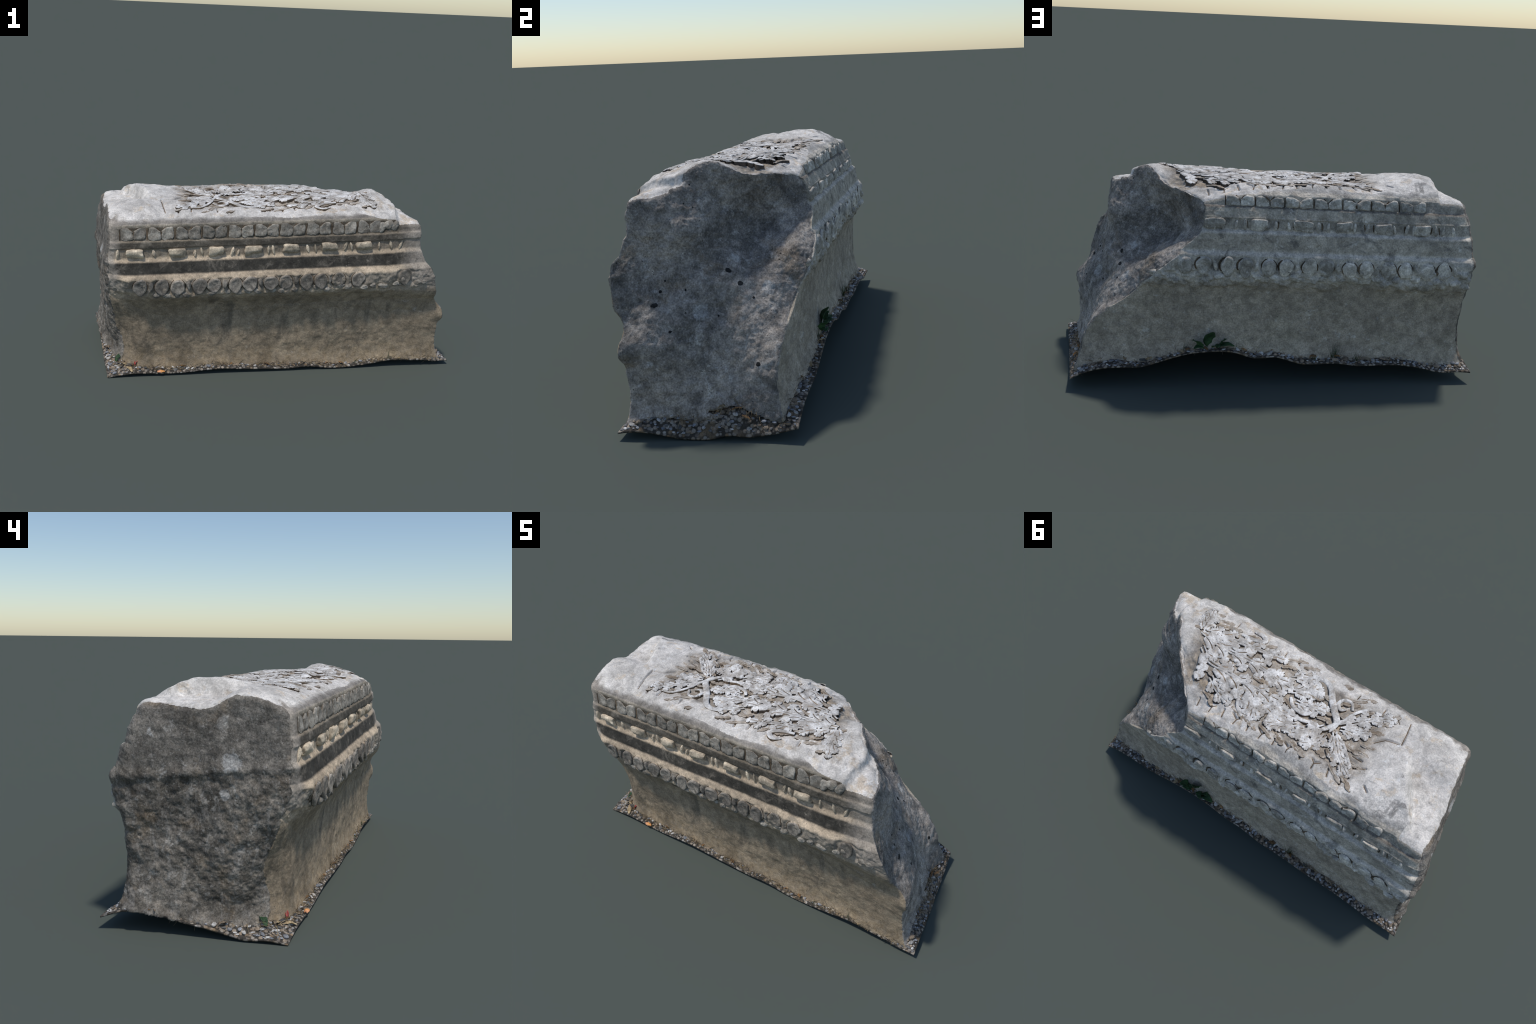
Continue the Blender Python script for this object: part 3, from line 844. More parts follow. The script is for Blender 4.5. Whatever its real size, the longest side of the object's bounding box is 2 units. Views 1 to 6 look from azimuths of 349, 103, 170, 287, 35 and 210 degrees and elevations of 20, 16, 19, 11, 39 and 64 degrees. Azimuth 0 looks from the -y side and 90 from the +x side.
def dart_grooves(fr, wid, ht, parent, width, mat, full=True):
    """slot plus the Y of the dart beside it"""
    groove(fr, [(0, -ht), (0.001, 0), (0, ht * 0.85)], width, parent, mat)
    if full:
        c = wid / 2
        groove(fr, [(c, -ht * 0.7), (c, 0.1 * ht), (c - 0.020, ht * 0.95)], width * 1.1, parent, mat)
        groove(fr, [(c, 0.1 * ht), (c + 0.020, ht * 0.95)], width * 1.1, parent, mat)

def front_courses():
    # upper course: pairs of half eggs between slots
    seps = [-0.822, -0.688, -0.550, -0.416, -0.284, -0.150, -0.021, 0.117, 0.252, 0.385, 0.515]
    for i, x in enumerate(seps[:-1]):
        wid = seps[i + 1] - x
        dart_grooves(frame_front(x, 0.8255), wid, 0.032, FRONT_OB, 0.0042, M_SEAM, x < 0.4)
        for c, f in ((1, 0.27), (-1, 0.735)):
            xx = x + wid * f
            if xx > 0.50:
                continue
            worn = rr.uniform(0.75, 1.0) * (0.6 if xx > 0.42 else 1.0)
            place("carved_egg", rr.choice(PADS[c]), FRONT_OB, frame_front(xx, 0.8255 + rr.uniform(-0.002, 0.002)), wid * 0.228, 0.0325 * rr.uniform(0.95, 1.05), 0.0080 * worn, rr.uniform(-0.05, 0.05))
    for k in range(3):                                  # crumbled end of the course
        x = 0.52 + 0.035 * k
        place("stone_lump", rr.choice(LUMP), FRONT_OB, frame_front(x, 0.83 + rr.uniform(-0.01, 0.01)), 0.022, 0.024, 0.009, rr.uniform(-1, 1))
    # middle course: broken dentils with splinters between
    for i, (x, w) in enumerate([(-0.749, 0.043), (-0.538, 0.041), (-0.343, 0.038), (-0.153, 0.046), (0.043, 0.042), (0.244, 0.041), (0.427, 0.042)]):
        place("dentil", block_mesh("dentil", M_BLOCK, i + 2), FRONT_OB, frame_front(x, 0.727), w, 0.0235, 0.019, rr.uniform(-0.06, 0.06), 0.004)
    for x in (-0.835, -0.655, -0.45, -0.415, -0.26, -0.23, -0.075, -0.05, 0.13, 0.17, 0.33, 0.36, 0.51, 0.575, 0.63):
        place("carved_dart", rr.choice(SHARD), FRONT_OB, frame_front(x, 0.722 + rr.uniform(-0.008, 0.006)), rr.uniform(0.006, 0.011), rr.uniform(0.014, 0.026), rr.uniform(0.008, 0.013), rr.uniform(-0.35, 0.35))
    # lower course: eggs in pairs, hearts between
    eggs = EGGS_FRONT
    for x in eggs:
        worn = 1.0 if x < 0.25 else 0.7
        place("carved_egg", rr.choice(EGG), FRONT_OB, frame_front(x, 0.556 + rr.uniform(-0.003, 0.003)), 0.0355 * rr.uniform(0.92, 1.06), 0.0335 * rr.uniform(0.93, 1.06), 0.0070 * worn, rr.uniform(-0.12, 0.12))
    for x in eggs[:-1]:
        fr = frame_front(x, 0.556)
        groove(fr, arc(0, 0.001, 0.0375, 0.040, 120, 235), 0.0036, FRONT_OB, M_SEAM)
        groove(fr, arc(0, 0.001, 0.0375, 0.040, 60, -55), 0.0036, FRONT_OB, M_SEAM)
    for a, b in ((-0.728, -0.618), (-0.539, -0.429), (-0.355, -0.246), (-0.171, -0.063), (0.015, 0.125), (0.2, 0.295)):
        x = (a + b) / 2
        place("carved_dart", rr.choice(DART), FRONT_OB, frame_front(x, 0.562), 0.012, 0.022, 0.009, rr.uniform(-0.1, 0.1))
    for k in range(26):                                 # lumps along the torn lip
        x = -0.72 + 0.06 * k + rr.uniform(-0.02, 0.02)
        place("stone_lump", rr.choice(LUMP), FRONT_OB, frame_front(x, 0.512 + rr.uniform(-0.006, 0.006)), rr.uniform(0.016, 0.028), 0.013, 0.010, rr.uniform(-0.5, 0.5))

def back_courses():
    seps = [0.207 - 0.1335 * k for k in range(8)]
    for i in range(7):
        x, wid = seps[i], 0.1335
        dart_grooves(frame_back(x, 0.8735), wid, 0.024, BACK_OB, 0.0040, M_SEAM, rr.random() < 0.6)
        for c, f in ((1, 0.27), (-1, 0.735)):
            place("carved_egg", rr.choice(PADS_B[c]), BACK_OB, frame_back(x - wid * f, 0.8735 + rr.uniform(-0.002, 0.002)), wid * 0.222, 0.0235, rr.uniform(0.005, 0.009), rr.uniform(-0.05, 0.05))
    for i, (x, w) in enumerate([(0.255, 0.042), (0.055, 0.036), (-0.145, 0.045), (-0.335, 0.040), (-0.52, 0.042), (-0.70, 0.036)]):
        me = block_mesh("dentil", M_EGG_BACK, i + 30)
        place("dentil", me, BACK_OB, frame_back(x, 0.775), w, 0.023, 0.011, rr.uniform(-0.1, 0.1), 0.002)
    for k in range(26):
        x = 0.30 - 0.046 * k + rr.uniform(-0.012, 0.012)
        place("carved_dart", rr.choice(DART_B), BACK_OB, frame_back(x, 0.772 + rr.uniform(-0.004, 0.004)), rr.uniform(0.005, 0.010), rr.uniform(0.017, 0.026), rr.uniform(0.007, 0.012), rr.uniform(-0.25, 0.25))
    for k in range(18):
        x = 0.30 - 0.065 * k + rr.uniform(-0.02, 0.02)
        groove(frame_back(x, 0.775), [(0, -0.018), (rr.uniform(-0.006, 0.006), 0.016)], rr.uniform(0.003, 0.007), BACK_OB, M_SEAM)
    for k, x in enumerate(EGGS_BACK):
        place("carved_egg", rr.choice(EGG_B), BACK_OB, frame_back(x, 0.592 + rr.uniform(-0.006, 0.006)), 0.032 * rr.uniform(0.9, 1.08), 0.035 * rr.uniform(0.85, 1.08), rr.uniform(0.004, 0.0085), rr.uniform(-0.2, 0.2))
        fr = frame_back(x, 0.592)
        if rr.random() < 0.85:
            a0 = rr.uniform(100, 135)
            groove(fr, arc(0, 0.0, 0.0345, 0.037, a0, a0 + rr.uniform(70, 125)), rr.uniform(0.0045, 0.0085), BACK_OB, M_SEAM)
        if rr.random() < 0.5:
            groove(fr, arc(0, 0.0, 0.0345, 0.037, 60, rr.uniform(-30, 10)), rr.uniform(0.003, 0.006), BACK_OB, M_SEAM)
        if k % 2:
            place("carved_dart", rr.choice(DART_B), BACK_OB, frame_back(x - 0.052, 0.594), 0.010, 0.024, 0.009, rr.uniform(-0.2, 0.2))
    for k in range(16):
        x = 0.5 - 0.09 * k + rr.uniform(-0.03, 0.03)
        place("carved_dart", rr.choice(DART_B), BACK_OB, frame_back(x, 0.542 + rr.uniform(-0.006, 0.006)), rr.uniform(0.018, 0.03), 0.013, 0.009, rr.uniform(-0.5, 0.5))

front_courses()
back_courses()

# ------------------------------------------------------------------ black lichen dotted over the broken end
def end_spots():
    spot_meshes = [egg_mesh("black_spot", M_BLACK, False, s + 70) for s in range(4)]
    r_ = random.Random(14)
    spots = [(0.673, 0.018, 0.570, 0.010), (0.676, 0.068, 0.522, 0.011), (0.837, -0.228, 0.472, 0.010), (0.811, -0.214, 0.515, 0.006), (0.786, -0.200, 0.552, 0.004),
             (0.84, -0.16, 0.385, 0.005), (0.86, 0.16, 0.26, 0.009), (0.80, 0.0, 0.42, 0.004), (0.78, -0.12, 0.52, 0.004), (0.70, 0.12, 0.47, 0.005)]
    for x, y, z, rad in spots:
        hit = SKIN.ray_cast(Vector((x + 0.25, y, z)), Vector((-1, 0, 0)), 0.6)
        if hit[0] is None:
            continue
        out = hit[1]
        rt = out.cross(Vector((0, 0, 1))).normalized()
        place("black_spot", r_.choice(spot_meshes), PART[1], (hit[0], rt, rt.cross(out).normalized() * -1, out), rad, rad * r_.uniform(0.8, 1.2), 0.0022, r_.uniform(0, 6))

end_spots()

# ------------------------------------------------------------------ acanthus scroll on the top face
def top_at(x, y):
    return float(top_z(np.array([x]), np.array([y]))[0])

def spline(pts, n):
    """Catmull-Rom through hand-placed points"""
    p = [np.array(q, float) for q in pts]
    p = [2 * p[0] - p[1]] + p + [2 * p[-1] - p[-2]]
    out = []
    segs = len(p) - 3
    for i in range(n):
        t = i / (n - 1) * segs
        k = min(int(t), segs - 1)
        t -= k
        a, b, c, d = p[k:k + 4]
        out.append(0.5 * (2 * b + (c - a) * t + (2 * a - 5 * b + 4 * c - d) * t * t + (3 * b - a - 3 * c + d) * t ** 3))
    return np.array(out)

def tongue(vs, fs, line, half, high, teeth, notch, crease, nu=34, nv=12, slots=None):
    """a leaflet: tongue of stone along a line, notched edge, sunk crease, edges dropping into the ground"""
    L = spline(line, nu)
    tang = np.gradient(L, axis=0)
    tang /= np.linalg.norm(tang, axis=1, keepdims=True)
    nor = np.stack([-tang[:, 1], tang[:, 0]], 1)
    base = len(vs)
    zz = top_z(L[:, 0], L[:, 1]) - 0.0022
    for i in range(nu):
        u = i / (nu - 1)
        w0 = half * (0.5 + 0.5 * math.sin(math.pi * min(1, 0.10 + 0.62 * u)))
        if u > 0.72:
            w0 *= max(0.05, 1 - ((u - 0.72) / 0.28) ** 2) ** 0.5
        for j in range(nv + 2):
            v = max(-1.0, min(1.0, -1 + 2 * (j - 1) / (nv - 1)))
            skirt = j in (0, nv + 1)
            cut = 0.0
            if teeth:
                f = (u * (teeth + 0.6) + (0.18 if v > 0 else 0.0)) % 1.0
                cut = notch * math.exp(-((f - 0.5) / 0.15) ** 2) * (0.25 < u < 0.93)
            r = v * w0 * (1 - cut * abs(v))
            p = L[i] + nor[i] * r + tang[i] * half * 0.30 * abs(v) * (teeth > 0)
            hgt = high * (0.70 + 0.35 * math.sin(math.pi * min(1, u * 0.85 + 0.10))) * (1 - 0.42 * abs(v) ** 3.5)
            hgt -= crease * math.exp(-(v / 0.20) ** 2) * (1 - u * 0.7)
            hgt -= 0.3 * high * cut * abs(v)
            if skirt:
                hgt = -0.016
                p = p + nor[i] * v * 0.0015
            vs.append((p[0], p[1], zz[i] + hgt))
    nvv = nv + 2
    fs += [tuple(reversed(f)) for f in grid_faces(nu, nvv, base)]
    tip = base + (nu - 1) * nvv
    fs.append(tuple(tip + j for j in range(nvv)))
    if slots is not None:                                # 0 stone, 1 dark foot, 2 brown line along the crease
        for i in range(nu - 1):
            for j in range(nvv - 1):
                foot = j in (0, nvv - 2)
                vein = crease > 0 and j == nvv // 2 - 1 and 0.03 < i / nu < 0.62
                slots.append(1 if foot else (2 if vein else 0))
        slots.append(1)

def acanthus(rib, length_l, length_r, n_l, n_r, half, high, ang=0.75, rib_half=0.011, seed=0):
    r_ = random.Random(seed)
    vs, fs, slots = [], [], []
    R = spline(rib, 60)
    T = np.gradient(R, axis=0)
    T /= np.linalg.norm(T, axis=1, keepdims=True)
    for sgn, cnt, ln in ((1, n_l, length_l), (-1, n_r, length_r)):
        for k in range(cnt):
            f = (k + 0.30) / cnt * 0.92 + 0.02 + r_.uniform(-0.015, 0.015)
            i = int(f * 59)
            p, t = R[i], T[i]
            nrm = np.array([-t[1], t[0]]) * sgn
            a = ang * r_.uniform(0.85, 1.15)
            taper = (1 - 0.40 * f) * (0.80 + 0.20 * math.sin(math.pi * f))
            l = ln * taper * r_.uniform(0.92, 1.15)
            d1 = t * math.cos(a * 1.15) + nrm * math.sin(a * 1.15)
            d2 = t * math.cos(a * 0.6) + nrm * math.sin(a * 0.6)
            q0 = p + nrm * rib_half * 0.9
            tongue(vs, fs, [q0, q0 + d2 * l * 0.5, q0 + (d1 * 0.6 + d2 * 0.4) * l], half * (0.78 + 0.25 * taper) * r_.uniform(0.92, 1.12), high * r_.uniform(0.75, 1.15), r_.choice((2, 3)), 0.62, 0.0045 * (r_.random() < 0.75), slots=slots)
    # two ridges along the midrib with a sunk groove between them
    for sgn in (1, -1):
        off = np.stack([-T[:, 1], T[:, 0]], 1) * sgn * rib_half
        line = (R + off * np.linspace(1, 0.45, 60)[:, None])[::6]
        tongue(vs, fs, [tuple(q) for q in line], rib_half * 0.66, high * 0.8, 0, 0.0, 0.0, 40, 5, slots)
    # terminal leaflet
    e, t = R[-1], T[-1]
    tongue(vs, fs, [e - t * 0.03, e, e + t * half * 1.1], half * 0.9, high, 2, 0.5, 0.003, slots=slots)
    me = mesh_of("acanthus_leaf", vs, fs, M_LEAF)
    me.materials.append(M_FOOT)
    me.materials.append(M_SEAM_TAN)
    me.polygons.foreach_set("material_index", slots)
    return me

def stem(line, half, high):
    vs, fs, slots = [], [], []
    tongue(vs, fs, line, half, high, 0, 0.0, 0.0, 34, 8, slots)
    me = mesh_of("scroll_stem", vs, fs, M_LEAF)
    me.materials.append(M_SEAM)
    me.polygons.foreach_set("material_index", slots)
    return me

RIBS = []

def widen(line):
    """spread the scroll to the borders of the top face"""
    return [(x, -0.03 + (y + 0.03) * 1.10) for x, y in line]

def foliage():
    H = 0.0085
    leaves = [
        ([(0.455, -0.110), (0.342, -0.095), (0.196, -0.099), (0.06, -0.092), (-0.03, -0.083)], 0.070, 0.080, 6, 6, 0.026, H),
        ([(0.410, -0.050), (0.335, -0.008), (0.238, -0.002), (0.150, 0.006), (0.066, 0.000), (-0.02, -0.006)], 0.045, 0.100, 4, 5, 0.029, H),
        ([(0.455, -0.118), (0.339, -0.148), (0.20, -0.170), (0.07, -0.190)], 0.055, 0.045, 5, 4, 0.024, H * 0.9),
        ([(0.460, -0.115), (0.470, -0.165), (0.490, -0.240)], 0.045, 0.045, 3, 3, 0.019, H),
        ([(0.100, 0.020), (0.060, 0.065), (0.010, 0.105)], 0.055, 0.06, 3, 3, 0.023, H),
        ([(-0.165, 0.050), (-0.115, 0.080), (-0.060, 0.105)], 0.040, 0.045, 3, 3, 0.022, H),
        ([(-0.275, -0.003), (-0.225, 0.045), (-0.180, 0.090)], 0.045, 0.035, 3, 2, 0.024, H * 0.9),
        ([(-0.326, -0.005), (-0.365, 0.047), (-0.41, 0.093), (-0.470, 0.135)], 0.042, 0.05, 4, 4, 0.018, H * 0.85),
        ([(-0.300, 0.030), (-0.285, 0.080), (-0.240, 0.112)], 0.035, 0.04, 3, 3, 0.018, H * 0.8),
        ([(-0.332, -0.040), (-0.392, -0.095), (-0.46, -0.152), (-0.515, -0.175)], 0.050, 0.045, 4, 4, 0.020, H * 0.9),
        ([(-0.341, -0.031), (-0.400, -0.042), (-0.455, -0.065)], 0.036, 0.036, 3, 3, 0.016, H * 0.8),
        ([(-0.055, -0.075), (-0.110, -0.105), (-0.150, -0.140)], 0.05, 0.05, 3, 3, 0.025, H),
        ([(0.03, 0.045), (-0.05, 0.035), (-0.13, 0.025)], 0.045, 0.05, 3, 3, 0.022, H * 0.8),
        ([(0.290, 0.050), (0.225, 0.090), (0.160, 0.115)], 0.045, 0.035, 3, 2, 0.022, H * 0.9),
        ([(-0.02, -0.130), (-0.07, -0.165), (-0.11, -0.175)], 0.035, 0.035, 2, 2, 0.022, H * 0.8),
        ([(-0.10, -0.045), (-0.17, -0.050), (-0.23, -0.075)], 0.040, 0.045, 3, 3, 0.020, H * 0.8),
    ]
    RIBS.extend(widen(l[0]) for l in leaves)
    for k, (rib, ll, lr, nl, nr, hf, hg) in enumerate(leaves):
        link("acanthus_leaf", acanthus(widen(rib), ll * 1.5, lr * 1.5, nl, nr, hf * (1.0 if k < 3 else 0.95), hg, 0.56, 0.0085, k), TOP_OB)
    # small worn leaflets crowd the ground between the big ones
    r_ = random.Random(61)
    for i in range(13):
        for j in range(7):
            x = 0.52 - 0.080 * i + r_.uniform(-0.025, 0.025)
            y = -0.215 + 0.060 * j - 0.045 * x + r_.uniform(-0.018, 0.018)
            if x < -0.50 or y > 0.155 - 0.045 * x or r_.random() < 0.12 or x > float(RIGHT(np.array([y]), np.array([0.92]))[0]) - 0.06:
                continue
            a = math.pi + (y + 0.04 + 0.045 * x) * -2.6 + r_.uniform(-0.22, 0.22)
            d = np.array([math.cos(a), math.sin(a)])
            q = np.array([x, y])
            side_ = np.array([-d[1], d[0]]) * r_.uniform(-0.012, 0.012)
            l = r_.uniform(0.065, 0.105)
            vs, fs, slots = [], [], []
            tongue(vs, fs, [q, q + d * l * 0.5 + side_, q + d * l + side_ * 0.5], r_.uniform(0.009, 0.014), H * r_.uniform(0.35, 0.72), r_.choice((2, 3)), 0.5, 0.003, 30, 10, slots)
            me = mesh_of("worn_leaflet", vs, fs, M_LEAF_DIM)
            me.materials.append(M_FOOT)
            me.materials.append(M_SEAM_TAN)
            me.polygons.foreach_set("material_index", slots)
            link("worn_leaflet", me, TOP_OB)
    stems = [
        ([(-0.095, -0.188), (-0.150, -0.198), (-0.200, -0.178), (-0.235, -0.130), (-0.272, -0.088), (-0.310, -0.045), (-0.306, 0.010)], 0.016, H),
        ([(-0.340, -0.075), (-0.320, -0.050), (-0.290, -0.005), (-0.262, 0.025)], 0.011, H * 1.1),
        ([(-0.329, -0.062), (-0.350, -0.112), (-0.377, -0.150), (-0.412, -0.178), (-0.463, -0.188)], 0.008, H * 0.8),
        ([(-0.340, -0.130), (-0.320, -0.160), (-0.285, -0.160), (-0.268, -0.130), (-0.290, -0.108), (-0.315, -0.120)], 0.009, H * 0.9),
        ([(-0.345, 0.000), (-0.395, 0.030), (-0.440, 0.075), (-0.475, 0.108)], 0.007, H * 0.7),
        ([(-0.070, -0.050), (-0.100, -0.020), (-0.160, -0.010), (-0.200, -0.040)], 0.010, H * 0.8),
        ([(-0.020, 0.020), (-0.090, 0.010), (-0.170, 0.020), (-0.235, 0.000)], 0.009, H * 0.7),
        ([(0.300, -0.200), (0.240, -0.205), (0.190, -0.225), (0.215, -0.250), (0.260, -0.245)], 0.012, H),
        ([(0.130, 0.060), (0.100, 0.110), (0.060, 0.140)], 0.010, H * 0.7),
    ]
    for line, hf, hg in stems:
        link("scroll_stem", stem(widen(line), hf, hg), TOP_OB)

def soil_seams():
    up = Vector((0, 0, 1))
    for rib in RIBS[:3] + RIBS[7:8] + RIBS[9:10]:
        R = spline(rib, 40)[2:36]
        pts = [snap(Vector((x, y, top_at(x, y))), up) + up * 0.004 for x, y in R]
        link("dark_groove_strip", seam_mesh("dark_groove_strip", M_SEAM_TAN, pts, 0.0045, 0.004, up), TOP_OB)
    for k, cut in enumerate(CUTS):
        pts = []
        for a, b in zip(cut[:-1], cut[1:]):
            for t in np.linspace(0, 1, 6)[:-1]:
                x, y = a[0] + (b[0] - a[0]) * t, a[1] + (b[1] - a[1]) * t
                pts.append(snap(Vector((x, y, top_at(x, y))), up) + up * 0.0006)
        x, y = cut[-1]
        pts.append(snap(Vector((x, y, top_at(x, y))), up) + up * 0.0006)
        link("dark_groove_strip", seam_mesh("dark_groove_strip", M_SEAM_TAN if k % 3 else M_SEAM, pts, 0.0032, 0.003, up), TOP_OB)

foliage()
soil_seams()

# ------------------------------------------------------------------ gravel patch
def skirt_xy(u, v):
    c = {k: np.array(p) for k, p in CORNER.items()}
    u, v = np.asarray(u)[..., None], np.asarray(v)[..., None]
    return (c["fl"] * (1 - u) + c["fr"] * u) * (1 - v) + (c["bl"] * (1 - u) + c["br"] * u) * v

def gravel_bed():
    nu, nv = 300, 130
    U, W = np.meshgrid(np.linspace(0, 1, nu), np.linspace(0, 1, nv), indexing="ij")
    XY = skirt_xy(U, W)
    P = np.concatenate([XY, SOIL(XY[..., 0], XY[..., 1])[..., None]], -1).reshape(-1, 3)
    edge = np.minimum(np.minimum(U, 1 - U) * 1.9, np.minimum(W, 1 - W) * 0.7).ravel()
    P[:, 2] += 0.004 * fbm(P, 45.0, 2, 0.6, 33) * smoothstep(0, 0.02, edge)
    P[:, 2] = np.maximum(P[:, 2], 0.001)
    low = P.copy()
    low[:, 2] = np.maximum(P[:, 2] - 0.006, 0.0)
    vs = np.concatenate([P, low])
    top = grid_faces(nu, nv)
    n = nu * nv
    fs = top + [tuple(i + n for i in reversed(f)) for f in top]
    ring = [i * nv for i in range(nu)] + [(nu - 1) * nv + j for j in range(1, nv)] + [i * nv + nv - 1 for i in range(nu - 2, -1, -1)] + [j for j in range(nv - 2, 0, -1)]
    for a, b in zip(ring, ring[1:] + ring[:1]):
        fs.append((b, a, a + n, b + n))
    me = mesh_of("gravel_bed", vs, fs, M_GRAVEL)
    bm = bmesh.new()
    bm.from_mesh(me)
    bmesh.ops.recalc_face_normals(bm, faces=bm.faces[:])
    bm.to_mesh(me)
    bm.free()
    return link("gravel_bed", me, root)

BED = gravel_bed()

def pebble_mesh(name, mat, seed):
    bm = bmesh.new()
    bmesh.ops.create_icosphere(bm, subdivisions=2, radius=1.0)
    P = np.array([v.co[:] for v in bm.verts])
    r_ = np.random.default_rng(seed)
    for _ in range(7):                                   # knock flat facets
        d = r_.normal(0, 1, 3)
        d /= np.linalg.norm(d)
        k = P @ d
        lim = r_.uniform(0.55, 0.85)
        P -= np.outer(np.maximum(k - lim, 0), d)
    for v, p in zip(bm.verts, P):
        v.co = p
    me = bpy.data.meshes.new(name)
    bm.to_mesh(me)
    bm.free()
    me.materials.append(mat)
    return me

def inside_stone(x, y, pad):
    """is this spot of the ground under the block?"""
    z = float(SOIL(np.array([x]), np.array([y]))[0]) + 0.03
    P = np.array([[x + a * pad, y + b * pad, z] for a, b in ((0, 0), (1, 0), (-1, 0), (0, 1), (0, -1))])
    return float(body_f(P).min()) < 0

def pebbles():
    kinds = [[pebble_mesh("pebble", m, 7 * i + k) for k in range(5)] for i, m in enumerate(PEBBLE)]
    r_ = random.Random(77)
    spots, stuff_v, stuff_f = [], [], []
    grid = {}
    tries = 0
    while len(spots) < 900 and tries < 16000:
        tries += 1
        u, v = r_.random(), r_.random()
        if r_.random() < 0.75:
            if r_.random() < 0.5:
                v = r_.random() * 0.16 if r_.random() < 0.5 else 1 - r_.random() * 0.16
            else:
                u = r_.random() * 0.06 if r_.random() < 0.5 else 1 - r_.random() * 0.06
        size = r_.uniform(0.006, 0.013) if r_.random() < 0.72 else r_.uniform(0.013, 0.022)
        m = size * 1.3
        if u * 1.9 < m or (1 - u) * 1.9 < m or v * 0.7 < m or (1 - v) * 0.7 < m:
            continue
        x, y = skirt_xy(u, v)
        if inside_stone(x, y, size * 0.3):
            continue
        cell = (int(x / 0.03), int(y / 0.03))
        if any((x - a) ** 2 + (y - b) ** 2 < (0.75 * (size + c)) ** 2 for i in (-1, 0, 1) for j in (-1, 0, 1) for a, b, c in grid.get((cell[0] + i, cell[1] + j), ())):
            continue
        grid.setdefault(cell, []).append((x, y, size))
        spots.append((size, x, y))
    spots.sort(reverse=True)
    for k, (size, x, y) in enumerate(spots):
        z = float(SOIL(np.array([x]), np.array([y]))[0])
        kind = r_.choices(range(4), (4, 3, 5, 2))[0]
        me = r_.choice(kinds[kind])
        m = Matrix.Translation((x, y, max(z + size * 0.08, size * 0.55))) @ Matrix.Rotation(r_.uniform(0, 6.28), 4, "Z") @ Matrix.Rotation(r_.uniform(-0.5, 0.5), 4, "X") @ \
            Matrix.Diagonal((size * r_.uniform(0.9, 1.3), size * r_.uniform(0.65, 0.95), size * r_.uniform(0.35, 0.55), 1))
        if k < 280:
            ob = link("pebble", me, BED)
            ob.matrix_world = m
        else:
            b = len(stuff_v)
            stuff_v += [(m @ q.co, kind) for q in me.vertices]
            stuff_f += [(tuple(b + i for i in p.vertices), kind) for p in me.polygons]
    me = mesh_of("small_gravel", [v for v, _ in stuff_v], [f for f, _ in stuff_f], None, False)
    for mt in PEBBLE:
        me.materials.append(mt)
    me.polygons.foreach_set("material_index", [k for _, k in stuff_f])
    ob = link("small_gravel", me, BED)
    ob["kind"] = "stuff"

pebbles()

def blade(vs, fs, base, direction, length, width, bend, rnd):
    """a thin tapering stalk of triangular section"""
    d = Vector(direction).normalized()
    side_ = d.cross(Vector((0, 0, 1)))
    side_ = side_.normalized() if side_.length > 1e-3 else Vector((1, 0, 0))
    b0 = len(vs)
    n = 7
    p = Vector(base)
    for i in range(n):
        t = i / (n - 1)
        w = width * (1 - 0.85 * t)
        up = side_.cross(d).normalized()
        vs += [p - side_ * w, p + side_ * w, p + up * w * 0.9]
        d = (d + Vector((rnd.uniform(-0.12, 0.12), rnd.uniform(-0.12, 0.12), -bend)) / 1.0).normalized()
        p = p + d * (length / (n - 1))
        p.x = min(max(p.x, -0.944 - 0.127 * (p.y + 0.0) + 0.008), 0.954 - 0.132 * p.y - 0.008)
        p.y = min(max(p.y, -0.323 - 0.024 * p.x + 0.008), 0.366 - 0.050 * p.x - 0.008)
        p.z = max(p.z, 0.004)
    for i in range(n - 1):
        for j in range(3):
            fs.append((b0 + i * 3 + j, b0 + i * 3 + (j + 1) % 3, b0 + (i + 1) * 3 + (j + 1) % 3, b0 + (i + 1) * 3 + j))
    fs.append((b0 + n * 3 - 3, b0 + n * 3 - 2, b0 + n * 3 - 1))

def foot_line():
    """spots just outside the foot of the stone, walking round it"""
    out = []
    for x in np.linspace(-0.86, 0.90, 150):
        out.append((x, float(front_y(np.array([x]), np.array([0.09]))[0]) - 0.028, 0))
        out.append((x, float(back_y(np.array([x]), np.array([0.17]))[0]) + 0.020, 1))
    for y in np.linspace(-0.25, 0.28, 60):
        out.append((float(RIGHT(np.array([y]), np.array([0.12]))[0]) + 0.026, y, 2))
        out.append((float(LEFT(np.array([y]), np.array([0.10]))[0]) - 0.022, y, 3))
    return out

def litter():
    r_ = random.Random(5)
    spots = foot_line()
    data = {"dry_straw": ([], [], M_STRAW), "grey_twigs": ([], [], M_TWIG)}
    for k in range(1900):
        x, y, sd = r_.choice(spots)
        cl = math.sin(x * 9.0 + 1.0) + math.sin(x * 23.0 + y * 15)
        if cl < -0.2 and r_.random() < 0.8:
            continue
        x += r_.uniform(-0.012, 0.012)
        y += r_.uniform(-0.012, 0.012)
        z = float(SOIL(np.array([x]), np.array([y]))[0])
        vs, fs, _ = data["dry_straw" if r_.random() < 0.62 else "grey_twigs"]
        a = r_.uniform(0, 6.28)
        rise = r_.choice((0.05, 0.1, 0.25, 0.6, 1.0))
        blade(vs, fs, (x, y, z + 0.004), (math.cos(a), 0.5 * math.sin(a), rise), r_.uniform(0.025, 0.065), r_.uniform(0.0008, 0.0018), r_.uniform(0.02, 0.25), r_)
    for name, (vs, fs, mt) in data.items():
        ob = link(name, mesh_of(name, vs, fs, mt), BED)
        ob["kind"] = "stuff"

litter()

